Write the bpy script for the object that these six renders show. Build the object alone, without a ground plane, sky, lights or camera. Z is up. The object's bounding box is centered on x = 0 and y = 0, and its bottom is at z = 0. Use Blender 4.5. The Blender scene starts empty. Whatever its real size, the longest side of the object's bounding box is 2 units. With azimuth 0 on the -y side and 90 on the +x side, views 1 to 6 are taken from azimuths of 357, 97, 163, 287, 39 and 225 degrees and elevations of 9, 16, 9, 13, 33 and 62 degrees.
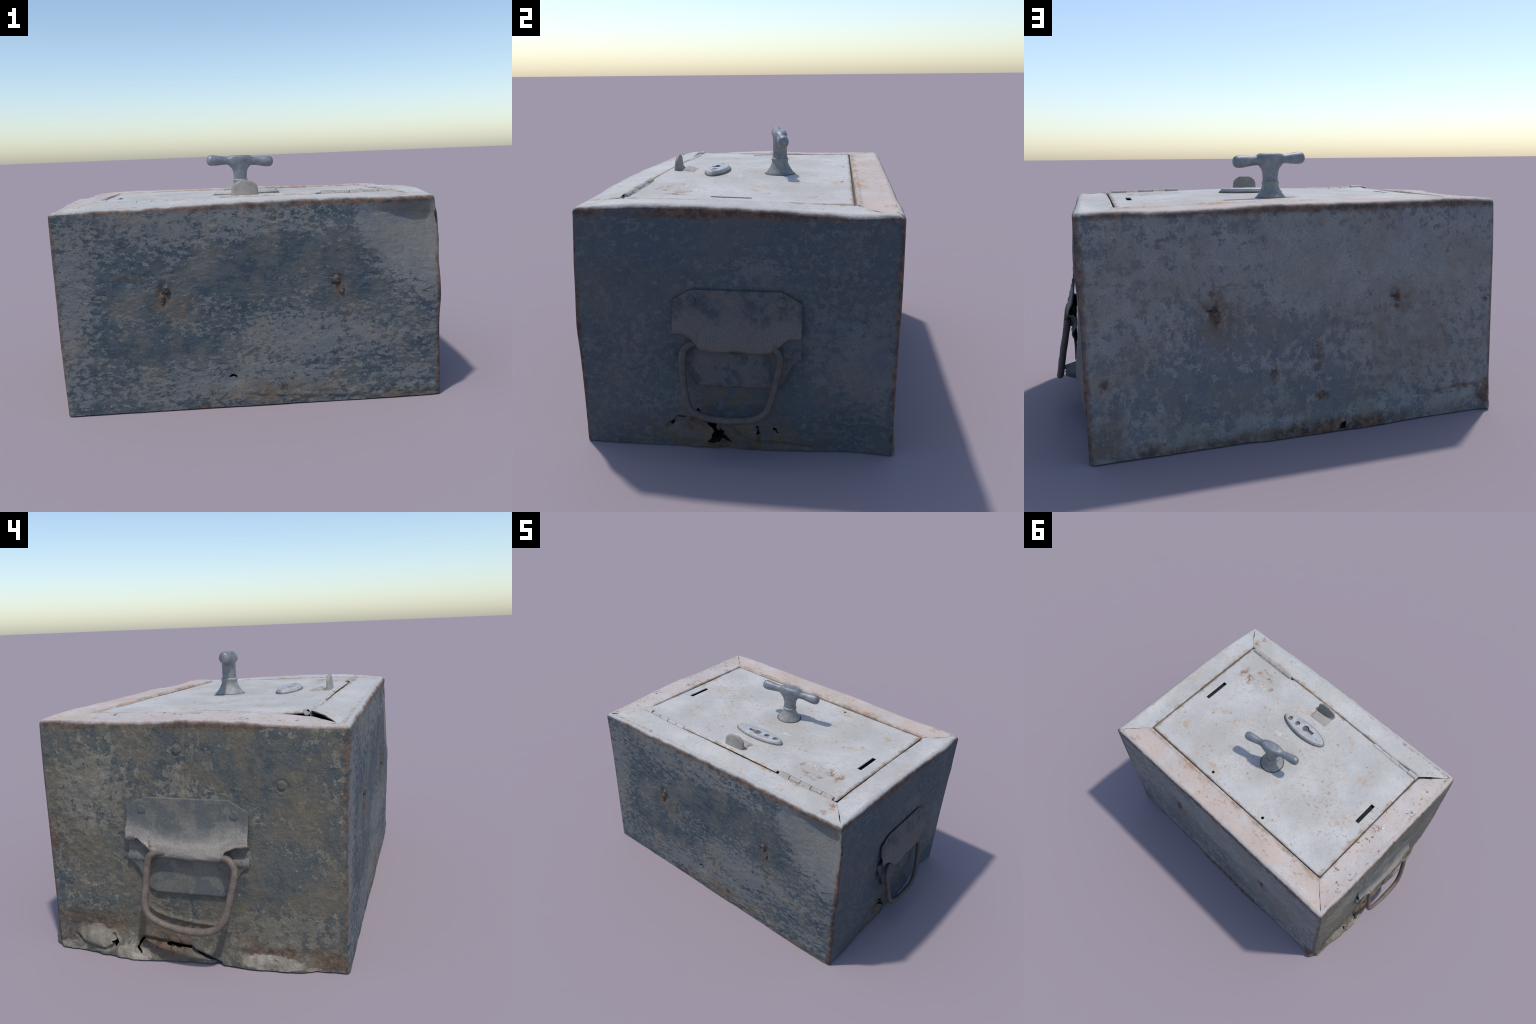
"""Old painted sheet-steel lock box: four walls with a mitred rim, an inset lid with
T-handle, keyhole plate, bent tab and two hinges, and a carry handle on each end."""
import bpy, bmesh, math
import numpy as np
from mathutils import Vector

rng = np.random.default_rng(7)

# ------------------------------------------------------------------ numeric helpers
def smooth(e0, e1, x):
    t = np.clip((x - e0) / (e1 - e0), 0, 1)
    return t * t * (3 - 2 * t)

def _hash(ix, iy, iz, seed):
    n = (ix * 374761393 + iy * 668265263 + iz * 2147483647 + seed * 1274126177) & 0xFFFFFFFF
    n = ((n ^ (n >> 13)) * 1274126177) & 0xFFFFFFFF
    n = (n ^ (n >> 16)) & 0xFFFFFFFF
    return n / 4294967295.0

def vnoise(x, y, seed=0):
    """value noise in -1..1"""
    x = np.asarray(x, float); y = np.asarray(y, float)
    x0 = np.floor(x).astype(np.int64); y0 = np.floor(y).astype(np.int64)
    fx = x - x0; fy = y - y0
    fx = fx * fx * fx * (fx * (fx * 6 - 15) + 10); fy = fy * fy * fy * (fy * (fy * 6 - 15) + 10)
    h = lambda i, j: _hash(x0 + i, y0 + j, np.zeros_like(x0), seed)
    a = h(0, 0) * (1 - fx) + h(1, 0) * fx
    b = h(0, 1) * (1 - fx) + h(1, 1) * fx
    return (a * (1 - fy) + b * fy) * 2 - 1

def fbm(x, y, oct=4, seed=0, rough=0.5):
    s, a, t = 0.0, 1.0, 0.0
    for o in range(oct):
        s = s + a * vnoise(x * 2 ** o, y * 2 ** o, seed + 17 * o)
        t += a; a *= rough
    return s / t

def curve(points):
    """smooth interpolation through (x, value) control points"""
    p = sorted(points)
    xs = np.array([q[0] for q in p]); ys = np.array([q[1] for q in p])
    xf = np.linspace(xs[0], xs[-1], 400)
    i = np.clip(np.searchsorted(xs, xf, side='right') - 1, 0, len(xs) - 2)
    m = np.gradient(ys, xs)
    h = xs[i + 1] - xs[i]; t = (xf - xs[i]) / h
    yf = ((2*t**3 - 3*t**2 + 1) * ys[i] + (t**3 - 2*t**2 + t) * h * m[i]
          + (-2*t**3 + 3*t**2) * ys[i+1] + (t**3 - t**2) * h * m[i+1])
    return lambda x: np.interp(x, xf, yf)

def seg_dist(px, py, ax, ay, bx, by):
    vx, vy = bx - ax, by - ay
    t = np.clip(((px - ax) * vx + (py - ay) * vy) / (vx * vx + vy * vy), 0, 1)
    return np.hypot(px - ax - t * vx, py - ay - t * vy)

def path_dist(px, py, pts):
    d = np.full(np.shape(px), 9.0)
    for (ax, ay), (bx, by) in zip(pts[:-1], pts[1:]):
        d = np.minimum(d, seg_dist(px, py, ax, ay, bx, by))
    return d

def poly_sdf(px, py, pts):
    """signed distance to a polygon, negative inside"""
    d = path_dist(px, py, pts + [pts[0]])
    inside = np.zeros(np.shape(px), bool)
    n = len(pts)
    for i in range(n):
        (ax, ay), (bx, by) = pts[i], pts[(i + 1) % n]
        c = ((ay > py) != (by > py)) & (px < (bx - ax) * (py - ay) / (by - ay + 1e-12) + ax)
        inside ^= c
    return np.where(inside, -d, d)

# ------------------------------------------------------------------ object helpers
def link(o, parent):
    bpy.context.scene.collection.objects.link(o)
    o.parent = parent
    return o

def mesh_object(name, verts, faces, parent, mat, smooth_shade=True, normals=None):
    me = bpy.data.meshes.new(name)
    me.from_pydata([tuple(v) for v in verts], [], [tuple(f) for f in faces])
    me.validate()
    me.update()
    if smooth_shade:
        me.polygons.foreach_set("use_smooth", np.ones(len(me.polygons), bool))
    if normals is not None:
        me.normals_split_custom_set_from_vertices([tuple(n) for n in normals])
    me.materials.append(mat)
    return link(bpy.data.objects.new(name, me), parent)

def vertex_normals(V, F):
    F = np.asarray(F)
    n = np.cross(V[F[:, 2]] - V[F[:, 0]], V[F[:, 3]] - V[F[:, 1]])
    N = np.zeros_like(V)
    for k in range(4):
        np.add.at(N, F[:, k], n)
    return N / np.maximum(np.linalg.norm(N, axis=1, keepdims=True), 1e-12)

def sheet_arrays(cg, tg, mapping, hole=None, snap=None):
    """quad grid over (c, t); quads inside the implicit hole are left out, its rim snapped to the contour"""
    C, T = np.meshgrid(cg, tg)
    nr, nc = C.shape
    c, t = C.ravel().copy(), T.ravel().copy()
    idx = np.arange(nr * nc).reshape(nr, nc)
    F = np.stack([idx[:-1, :-1], idx[:-1, 1:], idx[1:, 1:], idx[1:, :-1]], -1).reshape(-1, 4)
    edge = np.zeros((nr, nc), bool); edge[0] = edge[-1] = True; edge[:, 0] = edge[:, -1] = True
    edge = edge.ravel()
    if hole is not None:
        e = 1e-4
        hc = np.gradient(cg)[np.tile(np.arange(nc), nr)]; ht = np.gradient(tg)[np.repeat(np.arange(nr), nc)]
        h = np.minimum(hc, ht)
        snap = snap or hole
        ph = snap(c, t)
        near = (np.abs(ph) < 0.62 * np.maximum(hc, ht)) & ~edge
        for _ in range(2):
            p0 = snap(c[near], t[near])
            gc = (snap(c[near] + e, t[near]) - p0) / e; gt = (snap(c[near], t[near] + e) - p0) / e
            g2 = np.maximum(gc * gc + gt * gt, 0.2)
            dc, dt = -p0 * gc / g2, -p0 * gt / g2
            L = np.hypot(dc, dt); k = np.minimum(1, 0.5 * h[near] / np.maximum(L, 1e-9))
            c[near] += dc * k; t[near] += dt * k
        cc, tc = c[F].mean(1), t[F].mean(1)
        F = F[hole(cc, tc) > 0]
    V = mapping(c, t)
    return V, F

def thicken(V, F, N, th, skip_edge=None):
    """give a sheet real thickness: inner skin plus closing strips on its free edges"""
    n = len(V)
    Vi = V - N * th
    faces = [tuple(f) for f in F] + [tuple(n + f[::-1]) for f in F]
    E = np.concatenate([F[:, [0, 1]], F[:, [1, 2]], F[:, [2, 3]], F[:, [3, 0]]])
    key = np.sort(E, 1); key = key[:, 0] * n + key[:, 1]
    _, inv, cnt = np.unique(key, return_inverse=True, return_counts=True)
    for a, b in E[cnt[inv] == 1]:
        if skip_edge is not None and skip_edge(V[a]) and skip_edge(V[b]):
            continue
        faces.append((a, n + a, n + b, b))
    return np.vstack([V, Vi]), faces

def compact(V, F):
    used = np.unique(F)
    m = np.full(len(V), -1); m[used] = np.arange(len(used))
    return used, m[F]

# ------------------------------------------------------------------ node helpers
class Nodes:
    def __init__(self, name):
        self.mat = bpy.data.materials.new(name)
        self.mat.use_nodes = True
        self.t = self.mat.node_tree
        self.t.nodes.clear()
        self.out = self.t.nodes.new("ShaderNodeOutputMaterial")
        self.bsdf = self.t.nodes.new("ShaderNodeBsdfPrincipled")
        self.t.links.new(self.bsdf.outputs[0], self.out.inputs[0])
        self.P = self.t.nodes.new("ShaderNodeTexCoord").outputs["Object"]
        s = self.t.nodes.new("ShaderNodeSeparateXYZ"); self.t.links.new(self.P, s.inputs[0])
        self.X, self.Y, self.Z = s.outputs

    def put(self, sock, v):
        if isinstance(v, bpy.types.NodeSocket):
            self.t.links.new(v, sock)
        elif isinstance(v, (tuple, list)) and len(v) == 3 and sock.type == 'RGBA':
            sock.default_value = (*v, 1)
        else:
            sock.default_value = v

    def math(self, op, a, b=0.0, c=0.0, clamp=False):
        n = self.t.nodes.new("ShaderNodeMath"); n.operation = op; n.use_clamp = clamp
        for s, v in zip(n.inputs, (a, b, c)):
            self.put(s, v)
        return n.outputs[0]

    def add(self, a, b): return self.math('ADD', a, b)
    def sub(self, a, b): return self.math('SUBTRACT', a, b)
    def mul(self, a, b): return self.math('MULTIPLY', a, b)
    def mx(self, a, b): return self.math('MAXIMUM', a, b)
    def mn(self, a, b): return self.math('MINIMUM', a, b)

    def step(self, v, lo, hi):
        n = self.t.nodes.new("ShaderNodeMapRange"); n.interpolation_type = 'SMOOTHSTEP'
        flip = lo > hi
        if flip: lo, hi = hi, lo
        self.put(n.inputs[0], v); n.inputs[1].default_value = lo; n.inputs[2].default_value = hi
        n.inputs[3].default_value = 1.0 if flip else 0.0
        n.inputs[4].default_value = 0.0 if flip else 1.0
        return n.outputs[0]

    def vec(self, scale=(1, 1, 1), loc=(0, 0, 0), rot=(0, 0, 0), src=None):
        n = self.t.nodes.new("ShaderNodeMapping")
        self.put(n.inputs[0], src or self.P)
        n.inputs["Scale"].default_value = scale; n.inputs["Location"].default_value = loc
        n.inputs["Rotation"].default_value = rot
        return n.outputs[0]

    def noise(self, scale, detail=4, rough=0.5, v=None, distort=0.0, color=False):
        n = self.t.nodes.new("ShaderNodeTexNoise")
        self.put(n.inputs["Vector"], v or self.P)
        n.inputs["Scale"].default_value = scale; n.inputs["Detail"].default_value = detail
        n.inputs["Roughness"].default_value = rough; n.inputs["Distortion"].default_value = distort
        return n.outputs["Color" if color else "Fac"]

    def voronoi(self, scale, v=None, feature='F1', out="Distance"):
        n = self.t.nodes.new("ShaderNodeTexVoronoi"); n.feature = feature
        self.put(n.inputs["Vector"], v or self.P); n.inputs["Scale"].default_value = scale
        return n.outputs[out]

    def mix(self, f, a, b, blend='MIX'):
        n = self.t.nodes.new("ShaderNodeMix"); n.data_type = 'RGBA'; n.blend_type = blend
        self.put(n.inputs[0], f); self.put(n.inputs[6], a); self.put(n.inputs[7], b)
        return n.outputs[2]

    def warp(self, amount, scale, detail=3):
        """object coordinates pushed about by noise"""
        c = self.noise(scale, detail, 0.6, color=True)
        n = self.t.nodes.new("ShaderNodeVectorMath"); n.operation = 'MULTIPLY_ADD'
        self.put(n.inputs[0], c); n.inputs[1].default_value = (amount,) * 3
        s = self.t.nodes.new("ShaderNodeVectorMath"); s.operation = 'SUBTRACT'
        self.put(s.inputs[0], self.P); s.inputs[1].default_value = (amount / 2,) * 3
        self.put(n.inputs[2], s.outputs[0])
        return n.outputs[0]

    def spot(self, centre, radius, src, lo=1.0, hi=0.55):
        """soft ellipsoid mask round a point: 1 inside, 0 outside"""
        n = self.t.nodes.new("ShaderNodeVectorMath"); n.operation = 'SUBTRACT'
        self.put(n.inputs[0], src); n.inputs[1].default_value = centre
        d = self.t.nodes.new("ShaderNodeVectorMath"); d.operation = 'DIVIDE'
        self.put(d.inputs[0], n.outputs[0]); d.inputs[1].default_value = radius
        l = self.t.nodes.new("ShaderNodeVectorMath"); l.operation = 'LENGTH'
        self.put(l.inputs[0], d.outputs[0])
        return self.step(l.outputs["Value"], lo, hi)

    def spots(self, items, src, lo=1.0, hi=0.55):
        m = None
        for it in items:
            s = self.spot(it[0], it[1], src, lo, hi)
            if len(it) > 2: s = self.mul(s, it[2])
            m = s if m is None else self.mx(m, s)
        return m

    def bump(self, height, strength, dist, normal=None):
        n = self.t.nodes.new("ShaderNodeBump")
        n.inputs["Strength"].default_value = strength; n.inputs["Distance"].default_value = dist
        self.put(n.inputs["Height"], height)
        if normal is not None: self.put(n.inputs["Normal"], normal)
        return n.outputs[0]

    def finish(self, color, rough, normal=None, spec=0.3, metal=0.0):
        self.put(self.bsdf.inputs["Base Color"], color)
        self.put(self.bsdf.inputs["Roughness"], rough)
        self.put(self.bsdf.inputs["Metallic"], metal)
        self.put(self.bsdf.inputs["Specular IOR Level"], spec)
        if normal is not None: self.put(self.bsdf.inputs["Normal"], normal)
        return self.mat

RUST_DARK = (0.050, 0.030, 0.022)
RUST = (0.155, 0.082, 0.050)
RUST_PALE = (0.42, 0.26, 0.15)

def wall_material(name, axis, dark, dark2, light, light2, thresh=0.5, scale=7.0, stretch=1.0,
                  contrast=0.03, spread=0.5, dirt=None, dirt_amount=0.0, rust_spots=(), pale_spots=(),
                  grime_spots=(), light_spots=(), dark_spots=(), edges=(), top_rust=1.0, rough_bump=0.0, fine=0.3, mid_tone=None, streak=0.15, mid_amount=0.75, panel=None, lip=(0.42, 0.41, 0.40)):
    """flaking two-coat paint on steel: slate undercoat, paler top coat left in ragged islands"""
    n = Nodes(name)
    sc = (1, 1, stretch)
    big = n.noise(1.7, 3, 0.55, n.vec((1, 1, stretch ** 0.5), (3.1, 1.7, 0.4)))
    w = n.warp(0.05, 9.0)
    ws = n.warp(0.022, 60.0, 2)
    frag = n.noise(scale, 9, 0.62, n.vec(sc))
    frag2 = n.noise(scale * 3.3, 6, 0.65, n.vec(sc, (5, 2, 1)))
    f = n.add(n.mul(frag, 0.68), n.mul(frag2, 0.32))
    f = n.add(f, n.mul(n.sub(big, 0.5), spread))
    f = n.add(f, n.mul(n.sub(n.noise(7, 7, 0.7, n.vec((0.5, 0.5, 4.5), (2, 3, 9))), 0.5), streak))
    if light_spots:
        f = n.add(f, n.mul(n.spots(light_spots, w, 1.25, 0.1), 0.10))
    if dark_spots:
        f = n.sub(f, n.mul(n.spots(dark_spots, w, 1.25, 0.1), 0.10))
    flake = n.step(f, thresh - contrast, thresh + contrast)
    grain = n.noise(160, 3, 0.7)
    mid = n.noise(14, 5, 0.6, n.vec(sc, (1, 8, 3)))
    base = n.mix(n.step(mid, 0.3, 0.7), dark, dark2)
    top = n.mix(n.step(n.noise(10, 6, 0.65, n.vec(sc, (9, 4, 2))), 0.32, 0.68), light, light2)
    col = n.mix(flake, base, top)
    if mid_tone is not None:                       # a thinner, half-worn coat between the two
        mt = n.step(n.noise(scale * 0.55, 8, 0.66, n.vec(sc, (7, 7, 3))), 0.47, 0.53)
        col = n.mix(n.mul(mt, mid_amount), col, n.mix(n.mul(flake, 0.5), mid_tone, top))
    if panel is not None:                          # smooth pale panel of the stove-in corner
        a0, z0, slope = panel
        wz = n.mul(n.sub(n.noise(14, 6, 0.65, n.vec(loc=(2, 9, 4))), 0.5), 0.16)
        pm = n.sub(n.add(n.Z, wz), n.add(n.mul(n.sub(n.X, a0), slope), z0))
        pm = n.mul(n.step(pm, -0.012, 0.012), n.step(n.add(n.X, wz), a0 - 0.03, a0 + 0.02))
        pc = n.mix(n.step(n.noise(9, 6, 0.65, n.vec(loc=(6, 2, 2))), 0.34, 0.64), light, tuple(1.10 * q for q in light2))
        col = n.mix(n.mul(pm, 0.92), col, pc)
    col = n.mix(1.0, col, n.mix(n.step(grain, 0.25, 0.75), (0.80, 0.80, 0.80), (1.18, 1.18, 1.18)), 'MULTIPLY')
    # small pale pinpricks where the paint is chipped
    chip = n.mul(n.step(n.voronoi(46, ws), 0.16, 0.10), n.step(n.noise(6, 3, 0.6, n.vec(loc=(2, 7, 5))), 0.52, 0.62))
    col = n.mix(n.mul(chip, 0.6), col, light)
    if dirt is not None:
        dm = n.step(n.noise(5, 7, 0.68, n.vec(loc=(4, 4, 9))), 0.42, 0.66)
        col = n.mix(n.mul(dm, dirt_amount), col, dirt)
    if grime_spots:
        gm = n.mul(n.spots(grime_spots, w, 1.2, 0.2), n.step(n.noise(22, 6, 0.7), 0.36, 0.60))
        col = n.mix(gm, col, (0.125, 0.095, 0.062))
    # rust: scattered freckles, placed spots, the folded edges and the top bend
    fr = n.mul(n.step(n.noise(24, 5, 0.65, n.vec(loc=(6, 1, 2))), 0.66, 0.75), n.step(n.noise(3.2, 3, 0.5, n.vec(loc=(0, 5, 7))), 0.5, 0.64))
    rust = n.mul(fr, 0.55)
    if rust_spots:
        rm = n.spots(rust_spots, n.warp(0.045, 30.0, 5), 1.1, 0.45)
        rust = n.mx(rust, n.mul(rm, n.step(n.noise(40, 5, 0.72), 0.38, 0.52)))
    en = n.mul(n.sub(n.noise(18, 5, 0.7, n.vec(loc=(3, 3, 3))), 0.5), 0.060)
    A = n.X if axis == 'x' else n.Y
    for pos, sign, width, amt in edges:
        e = n.add(n.mul(n.sub(A, pos), sign), en)          # grows towards the corner
        rust = n.mx(rust, n.mul(n.step(e, -width, -width * 0.25), amt))
    tz = n.add(n.Z, n.mul(en, 0.8))
    geo = n.t.nodes.new("ShaderNodeNewGeometry"); sep = n.t.nodes.new("ShaderNodeSeparateXYZ")
    n.t.links.new(geo.outputs["Normal"], sep.inputs[0])
    nz = n.add(sep.outputs[2], n.mul(en, 7.0))     # the bend from wall to rim is where the paint has rubbed off
    worn = n.step(n.noise(4.5, 4, 0.6, n.vec(loc=(1, 1, 8))), 0.34, 0.56)
    rust = n.mx(rust, n.mul(n.mul(n.step(tz, 0.920, 0.944), n.step(nz, 0.95, 0.60)), n.mul(n.add(n.mul(worn, 0.6), 0.4), top_rust)))
    pale_lip = n.mul(n.step(n.Z, 0.93, 0.94), n.step(nz, 0.30, 0.62))
    rcol = n.mix(n.step(n.noise(30, 4, 0.7), 0.4, 0.62), RUST_DARK, RUST)
    col = n.mix(n.mul(pale_lip, 0.95), col, lip)
    col = n.mix(n.mul(rust, 0.85), col, rcol)
    if pale_spots:
        pm = n.mul(n.spots(pale_spots, n.warp(0.06, 22.0, 5), 1.05, 0.85), n.step(n.noise(34, 6, 0.7), 0.34, 0.42))
        pc = n.mix(n.step(n.noise(25, 4, 0.6), 0.35, 0.7), (0.21, 0.185, 0.145), (0.34, 0.305, 0.25))
        col = n.mix(pm, col, pc)
    h = n.add(n.mul(flake, 0.55), n.mul(frag2, 0.5))
    nb = n.bump(h, 0.45, 0.004)
    if rough_bump:
        nb = n.bump(n.noise(55, 5, 0.65, n.vec(sc)), rough_bump, 0.010, nb)
    nb = n.bump(n.noise(140, 3, 0.6), fine, 0.002, nb)
    return n.finish(col, n.add(0.62, n.mul(mid, 0.2)), nb, 0.25)

def top_material(name, a, b, tint=None, tint_amount=0.0, rust_spots=(), stain_spots=(), freckle=0.5,
                 patch=0.0, white_spots=(), grime_spots=(), brown=0.0, edge=None, recess=None):
    """pale grey paint with tan and rusty freckles"""
    n = Nodes(name)
    w = n.warp(0.045, 16.0)
    m1 = n.noise(4.5, 6, 0.62)
    m2 = n.noise(38, 5, 0.7, n.vec(loc=(2, 1, 4)))
    col = n.mix(n.step(m1, 0.32, 0.68), a, b)
    col = n.mix(n.mul(n.step(m2, 0.52, 0.72), 0.35), col, tuple(0.72 * x for x in a))
    col = n.mix(n.mul(n.step(n.noise(150, 3, 0.75), 0.50, 0.66), 0.42), col, tuple(0.62 * x for x in a))
    if tint is not None:
        col = n.mix(n.mul(n.step(n.noise(5, 5, 0.6, n.vec(loc=(8, 8, 1))), 0.36, 0.6), tint_amount), col, tint)
    soot = n.mul(n.step(n.noise(95, 4, 0.7, n.vec(loc=(5, 8, 1))), 0.56, 0.70), n.step(n.noise(7, 4, 0.6, n.vec(loc=(2, 2, 9))), 0.40, 0.62))
    col = n.mix(n.mul(soot, 0.35), col, (0.24, 0.22, 0.19))
    cloud = n.step(n.noise(2.6, 6, 0.62, n.vec(loc=(6, 6, 6))), 0.46, 0.66)
    col = n.mix(n.mul(cloud, 0.42), col, (0.36, 0.335, 0.295))
    # tan stains, then rusty freckles
    st = n.mul(n.step(n.noise(17, 6, 0.66, n.vec(loc=(1, 6, 2))), 0.555, 0.66), n.step(n.noise(3.5, 2, 0.5, n.vec(loc=(5, 5, 5))), 0.40, 0.60))
    col = n.mix(n.mul(st, 0.55 * freckle + 0.15), col, (0.44, 0.29, 0.17))
    fr = n.mul(n.step(n.noise(46, 5, 0.66, n.vec(loc=(4, 2, 6))), 0.585, 0.66), n.step(n.noise(6, 3, 0.5, n.vec(loc=(7, 3, 3))), 0.38, 0.58))
    col = n.mix(n.mul(fr, freckle), col, (0.30, 0.17, 0.10))
    if brown:
        bs = n.mul(n.step(n.noise(38, 4, 0.6, n.vec(loc=(2, 9, 4))), 0.60, 0.66), n.step(n.noise(8, 3, 0.5, n.vec(loc=(9, 1, 3))), 0.40, 0.54))
        col = n.mix(n.mul(bs, brown), col, (0.17, 0.105, 0.065))
    if patch:
        pt = n.mul(n.step(n.noise(9, 7, 0.7, n.vec((0.7, 1.4, 1), (3, 9, 5))), 0.54, 0.66), n.step(n.noise(44, 3, 0.6), 0.34, 0.56))
        col = n.mix(n.mul(pt, patch), col, (0.40, 0.23, 0.15))
    if grime_spots:
        col = n.mix(n.mul(n.mul(n.spots(grime_spots, w, 1.1, 0.2), n.add(0.45, n.mul(n.noise(30, 5, 0.7), 0.9))), 0.55), col, (0.30, 0.262, 0.21))
    if stain_spots:
        col = n.mix(n.mul(n.mul(n.spots(stain_spots, n.warp(0.08, 18.0, 4), 1.2, 0.2), n.step(n.noise(26, 6, 0.7, n.vec(loc=(3, 3, 1))), 0.44, 0.60)), 0.7), col, (0.40, 0.275, 0.165))
    if rust_spots:
        rm = n.mul(n.spots(rust_spots, n.warp(0.05, 38.0, 4), 1.15, 0.3), n.step(n.noise(48, 5, 0.7), 0.42, 0.54))
        col = n.mix(n.mul(rm, 0.9), col, n.mix(n.step(n.noise(35, 3, 0.6), 0.4, 0.6), (0.15, 0.078, 0.05), (0.33, 0.19, 0.11)))
    if white_spots:
        wm = n.mul(n.spots(white_spots, n.warp(0.03, 45.0), 1.0, 0.8), n.step(n.noise(70, 4, 0.65, n.vec(loc=(3, 1, 8))), 0.57, 0.62))
        col = n.mix(n.mul(wm, 0.8), col, (0.70, 0.71, 0.66))
    if recess is not None:                         # bare grey patch the tab was bent out of
        x0, x1, y0, y1 = recess
        dx = n.sub(n.math('ABSOLUTE', n.sub(n.X, (x0 + x1) / 2)), (x1 - x0) / 2); dy = n.sub(n.math('ABSOLUTE', n.sub(n.Y, (y0 + y1) / 2)), (y1 - y0) / 2)
        rd = n.add(n.mx(dx, dy), n.mul(n.sub(n.noise(60, 4, 0.7), 0.5), 0.010))
        col = n.mix(n.mul(n.step(rd, 0.003, -0.003), 0.65), col, n.mix(n.noise(30, 4, 0.6), (0.27, 0.25, 0.22), (0.38, 0.355, 0.315)))
        col = n.mix(n.mul(n.step(n.math('ABSOLUTE', rd), 0.006, 0.001), 0.6), col, (0.24, 0.17, 0.115))
    # grime and rust worked into the seam between lid and frame
    bx = n.sub(n.math('ABSOLUTE', n.sub(n.X, 0.002)), 0.720); by = n.sub(n.math('ABSOLUTE', n.add(n.Y, 0.008)), 0.450)
    sd = n.add(n.math('ABSOLUTE', n.mx(bx, by)), n.mul(n.sub(n.noise(16, 6, 0.7, n.vec(loc=(8, 2, 3))), 0.5), 0.10))
    col = n.mix(n.mul(n.step(sd, 0.022, -0.004), 0.75), col, n.mix(n.step(n.noise(28, 4, 0.65), 0.42, 0.6), (0.20, 0.155, 0.11), (0.36, 0.235, 0.145)))
    if edge is not None:
        axis, pos, sign = edge
        A = n.X if axis == 'x' else n.Y
        e = n.add(n.mul(n.sub(A, pos), sign), n.mul(n.sub(n.noise(20, 6, 0.72), 0.5), 0.12))
        col = n.mix(n.mul(n.step(e, -0.014, 0.008), 0.8), col, n.mix(n.step(n.noise(35, 3), 0.4, 0.6), (0.13, 0.075, 0.05), (0.36, 0.22, 0.13)))
    nb = n.bump(n.noise(9, 5, 0.6), 0.25, 0.008)
    nb = n.bump(n.noise(75, 4, 0.65), 0.22, 0.003, nb)
    return n.finish(col, 0.62, nb, 0.3)

# ------------------------------------------------------------------ materials
SLATE, SLATE2 = (0.036, 0.058, 0.075), (0.050, 0.073, 0.088)
GREY, GREY2 = (0.126, 0.144, 0.156), (0.156, 0.158, 0.152)

front_paint = wall_material(
    "front_wall_paint", 'x', SLATE, SLATE2, GREY, GREY2, thresh=0.515, scale=36, stretch=1.6, spread=0.22, contrast=0.016, streak=0.2, mid_tone=(0.088, 0.106, 0.120), mid_amount=0.4, panel=(0.49, 0.79, -0.73),
    light_spots=[((0.72, -0.58, 0.72), (0.24, 0.3, 0.27)), ((-0.80, -0.6, 0.55), (0.10, 0.3, 0.5)), ((-0.35, -0.6, 0.88), (0.5, 0.3, 0.13)),
                 ((0.3, -0.6, 0.33), (0.45, 0.3, 0.14)), ((-0.1, -0.6, 0.12), (0.5, 0.3, 0.12))],
    dark_spots=[((0.20, -0.6, 0.70), (0.42, 0.3, 0.12)), ((0.02, -0.6, 0.62), (0.45, 0.3, 0.14)), ((0.45, -0.6, 0.58), (0.25, 0.3, 0.14)), ((-0.35, -0.6, 0.30), (0.4, 0.3, 0.08))],
    dirt=(0.20, 0.175, 0.135), dirt_amount=0.35,
    rust_spots=[((-0.405, -0.6, 0.545), (0.028, 0.1, 0.062), 0.8), ((0.405, -0.6, 0.565), (0.028, 0.1, 0.066), 0.8), ((-0.55, -0.6, 0.64), (0.09, 0.1, 0.010), 0.7),
                ((0.13, -0.6, 0.085), (0.03, 0.1, 0.03)), ((-0.22, -0.6, 0.005), (0.10, 0.1, 0.02))],
    grime_spots=[((-0.38, -0.6, 0.50), (0.14, 0.1, 0.12), 0.7), ((0.42, -0.6, 0.50), (0.10, 0.1, 0.10), 0.6), ((0.1, -0.6, 0.06), (0.42, 0.1, 0.08), 0.8), ((0.7, -0.6, 0.02), (0.2, 0.1, 0.04), 0.8)],
    edges=[(-0.884, -1, 0.020, 0.7), (0.884, 1, 0.024, 0.95)], top_rust=0.95, rough_bump=0.14)

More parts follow.
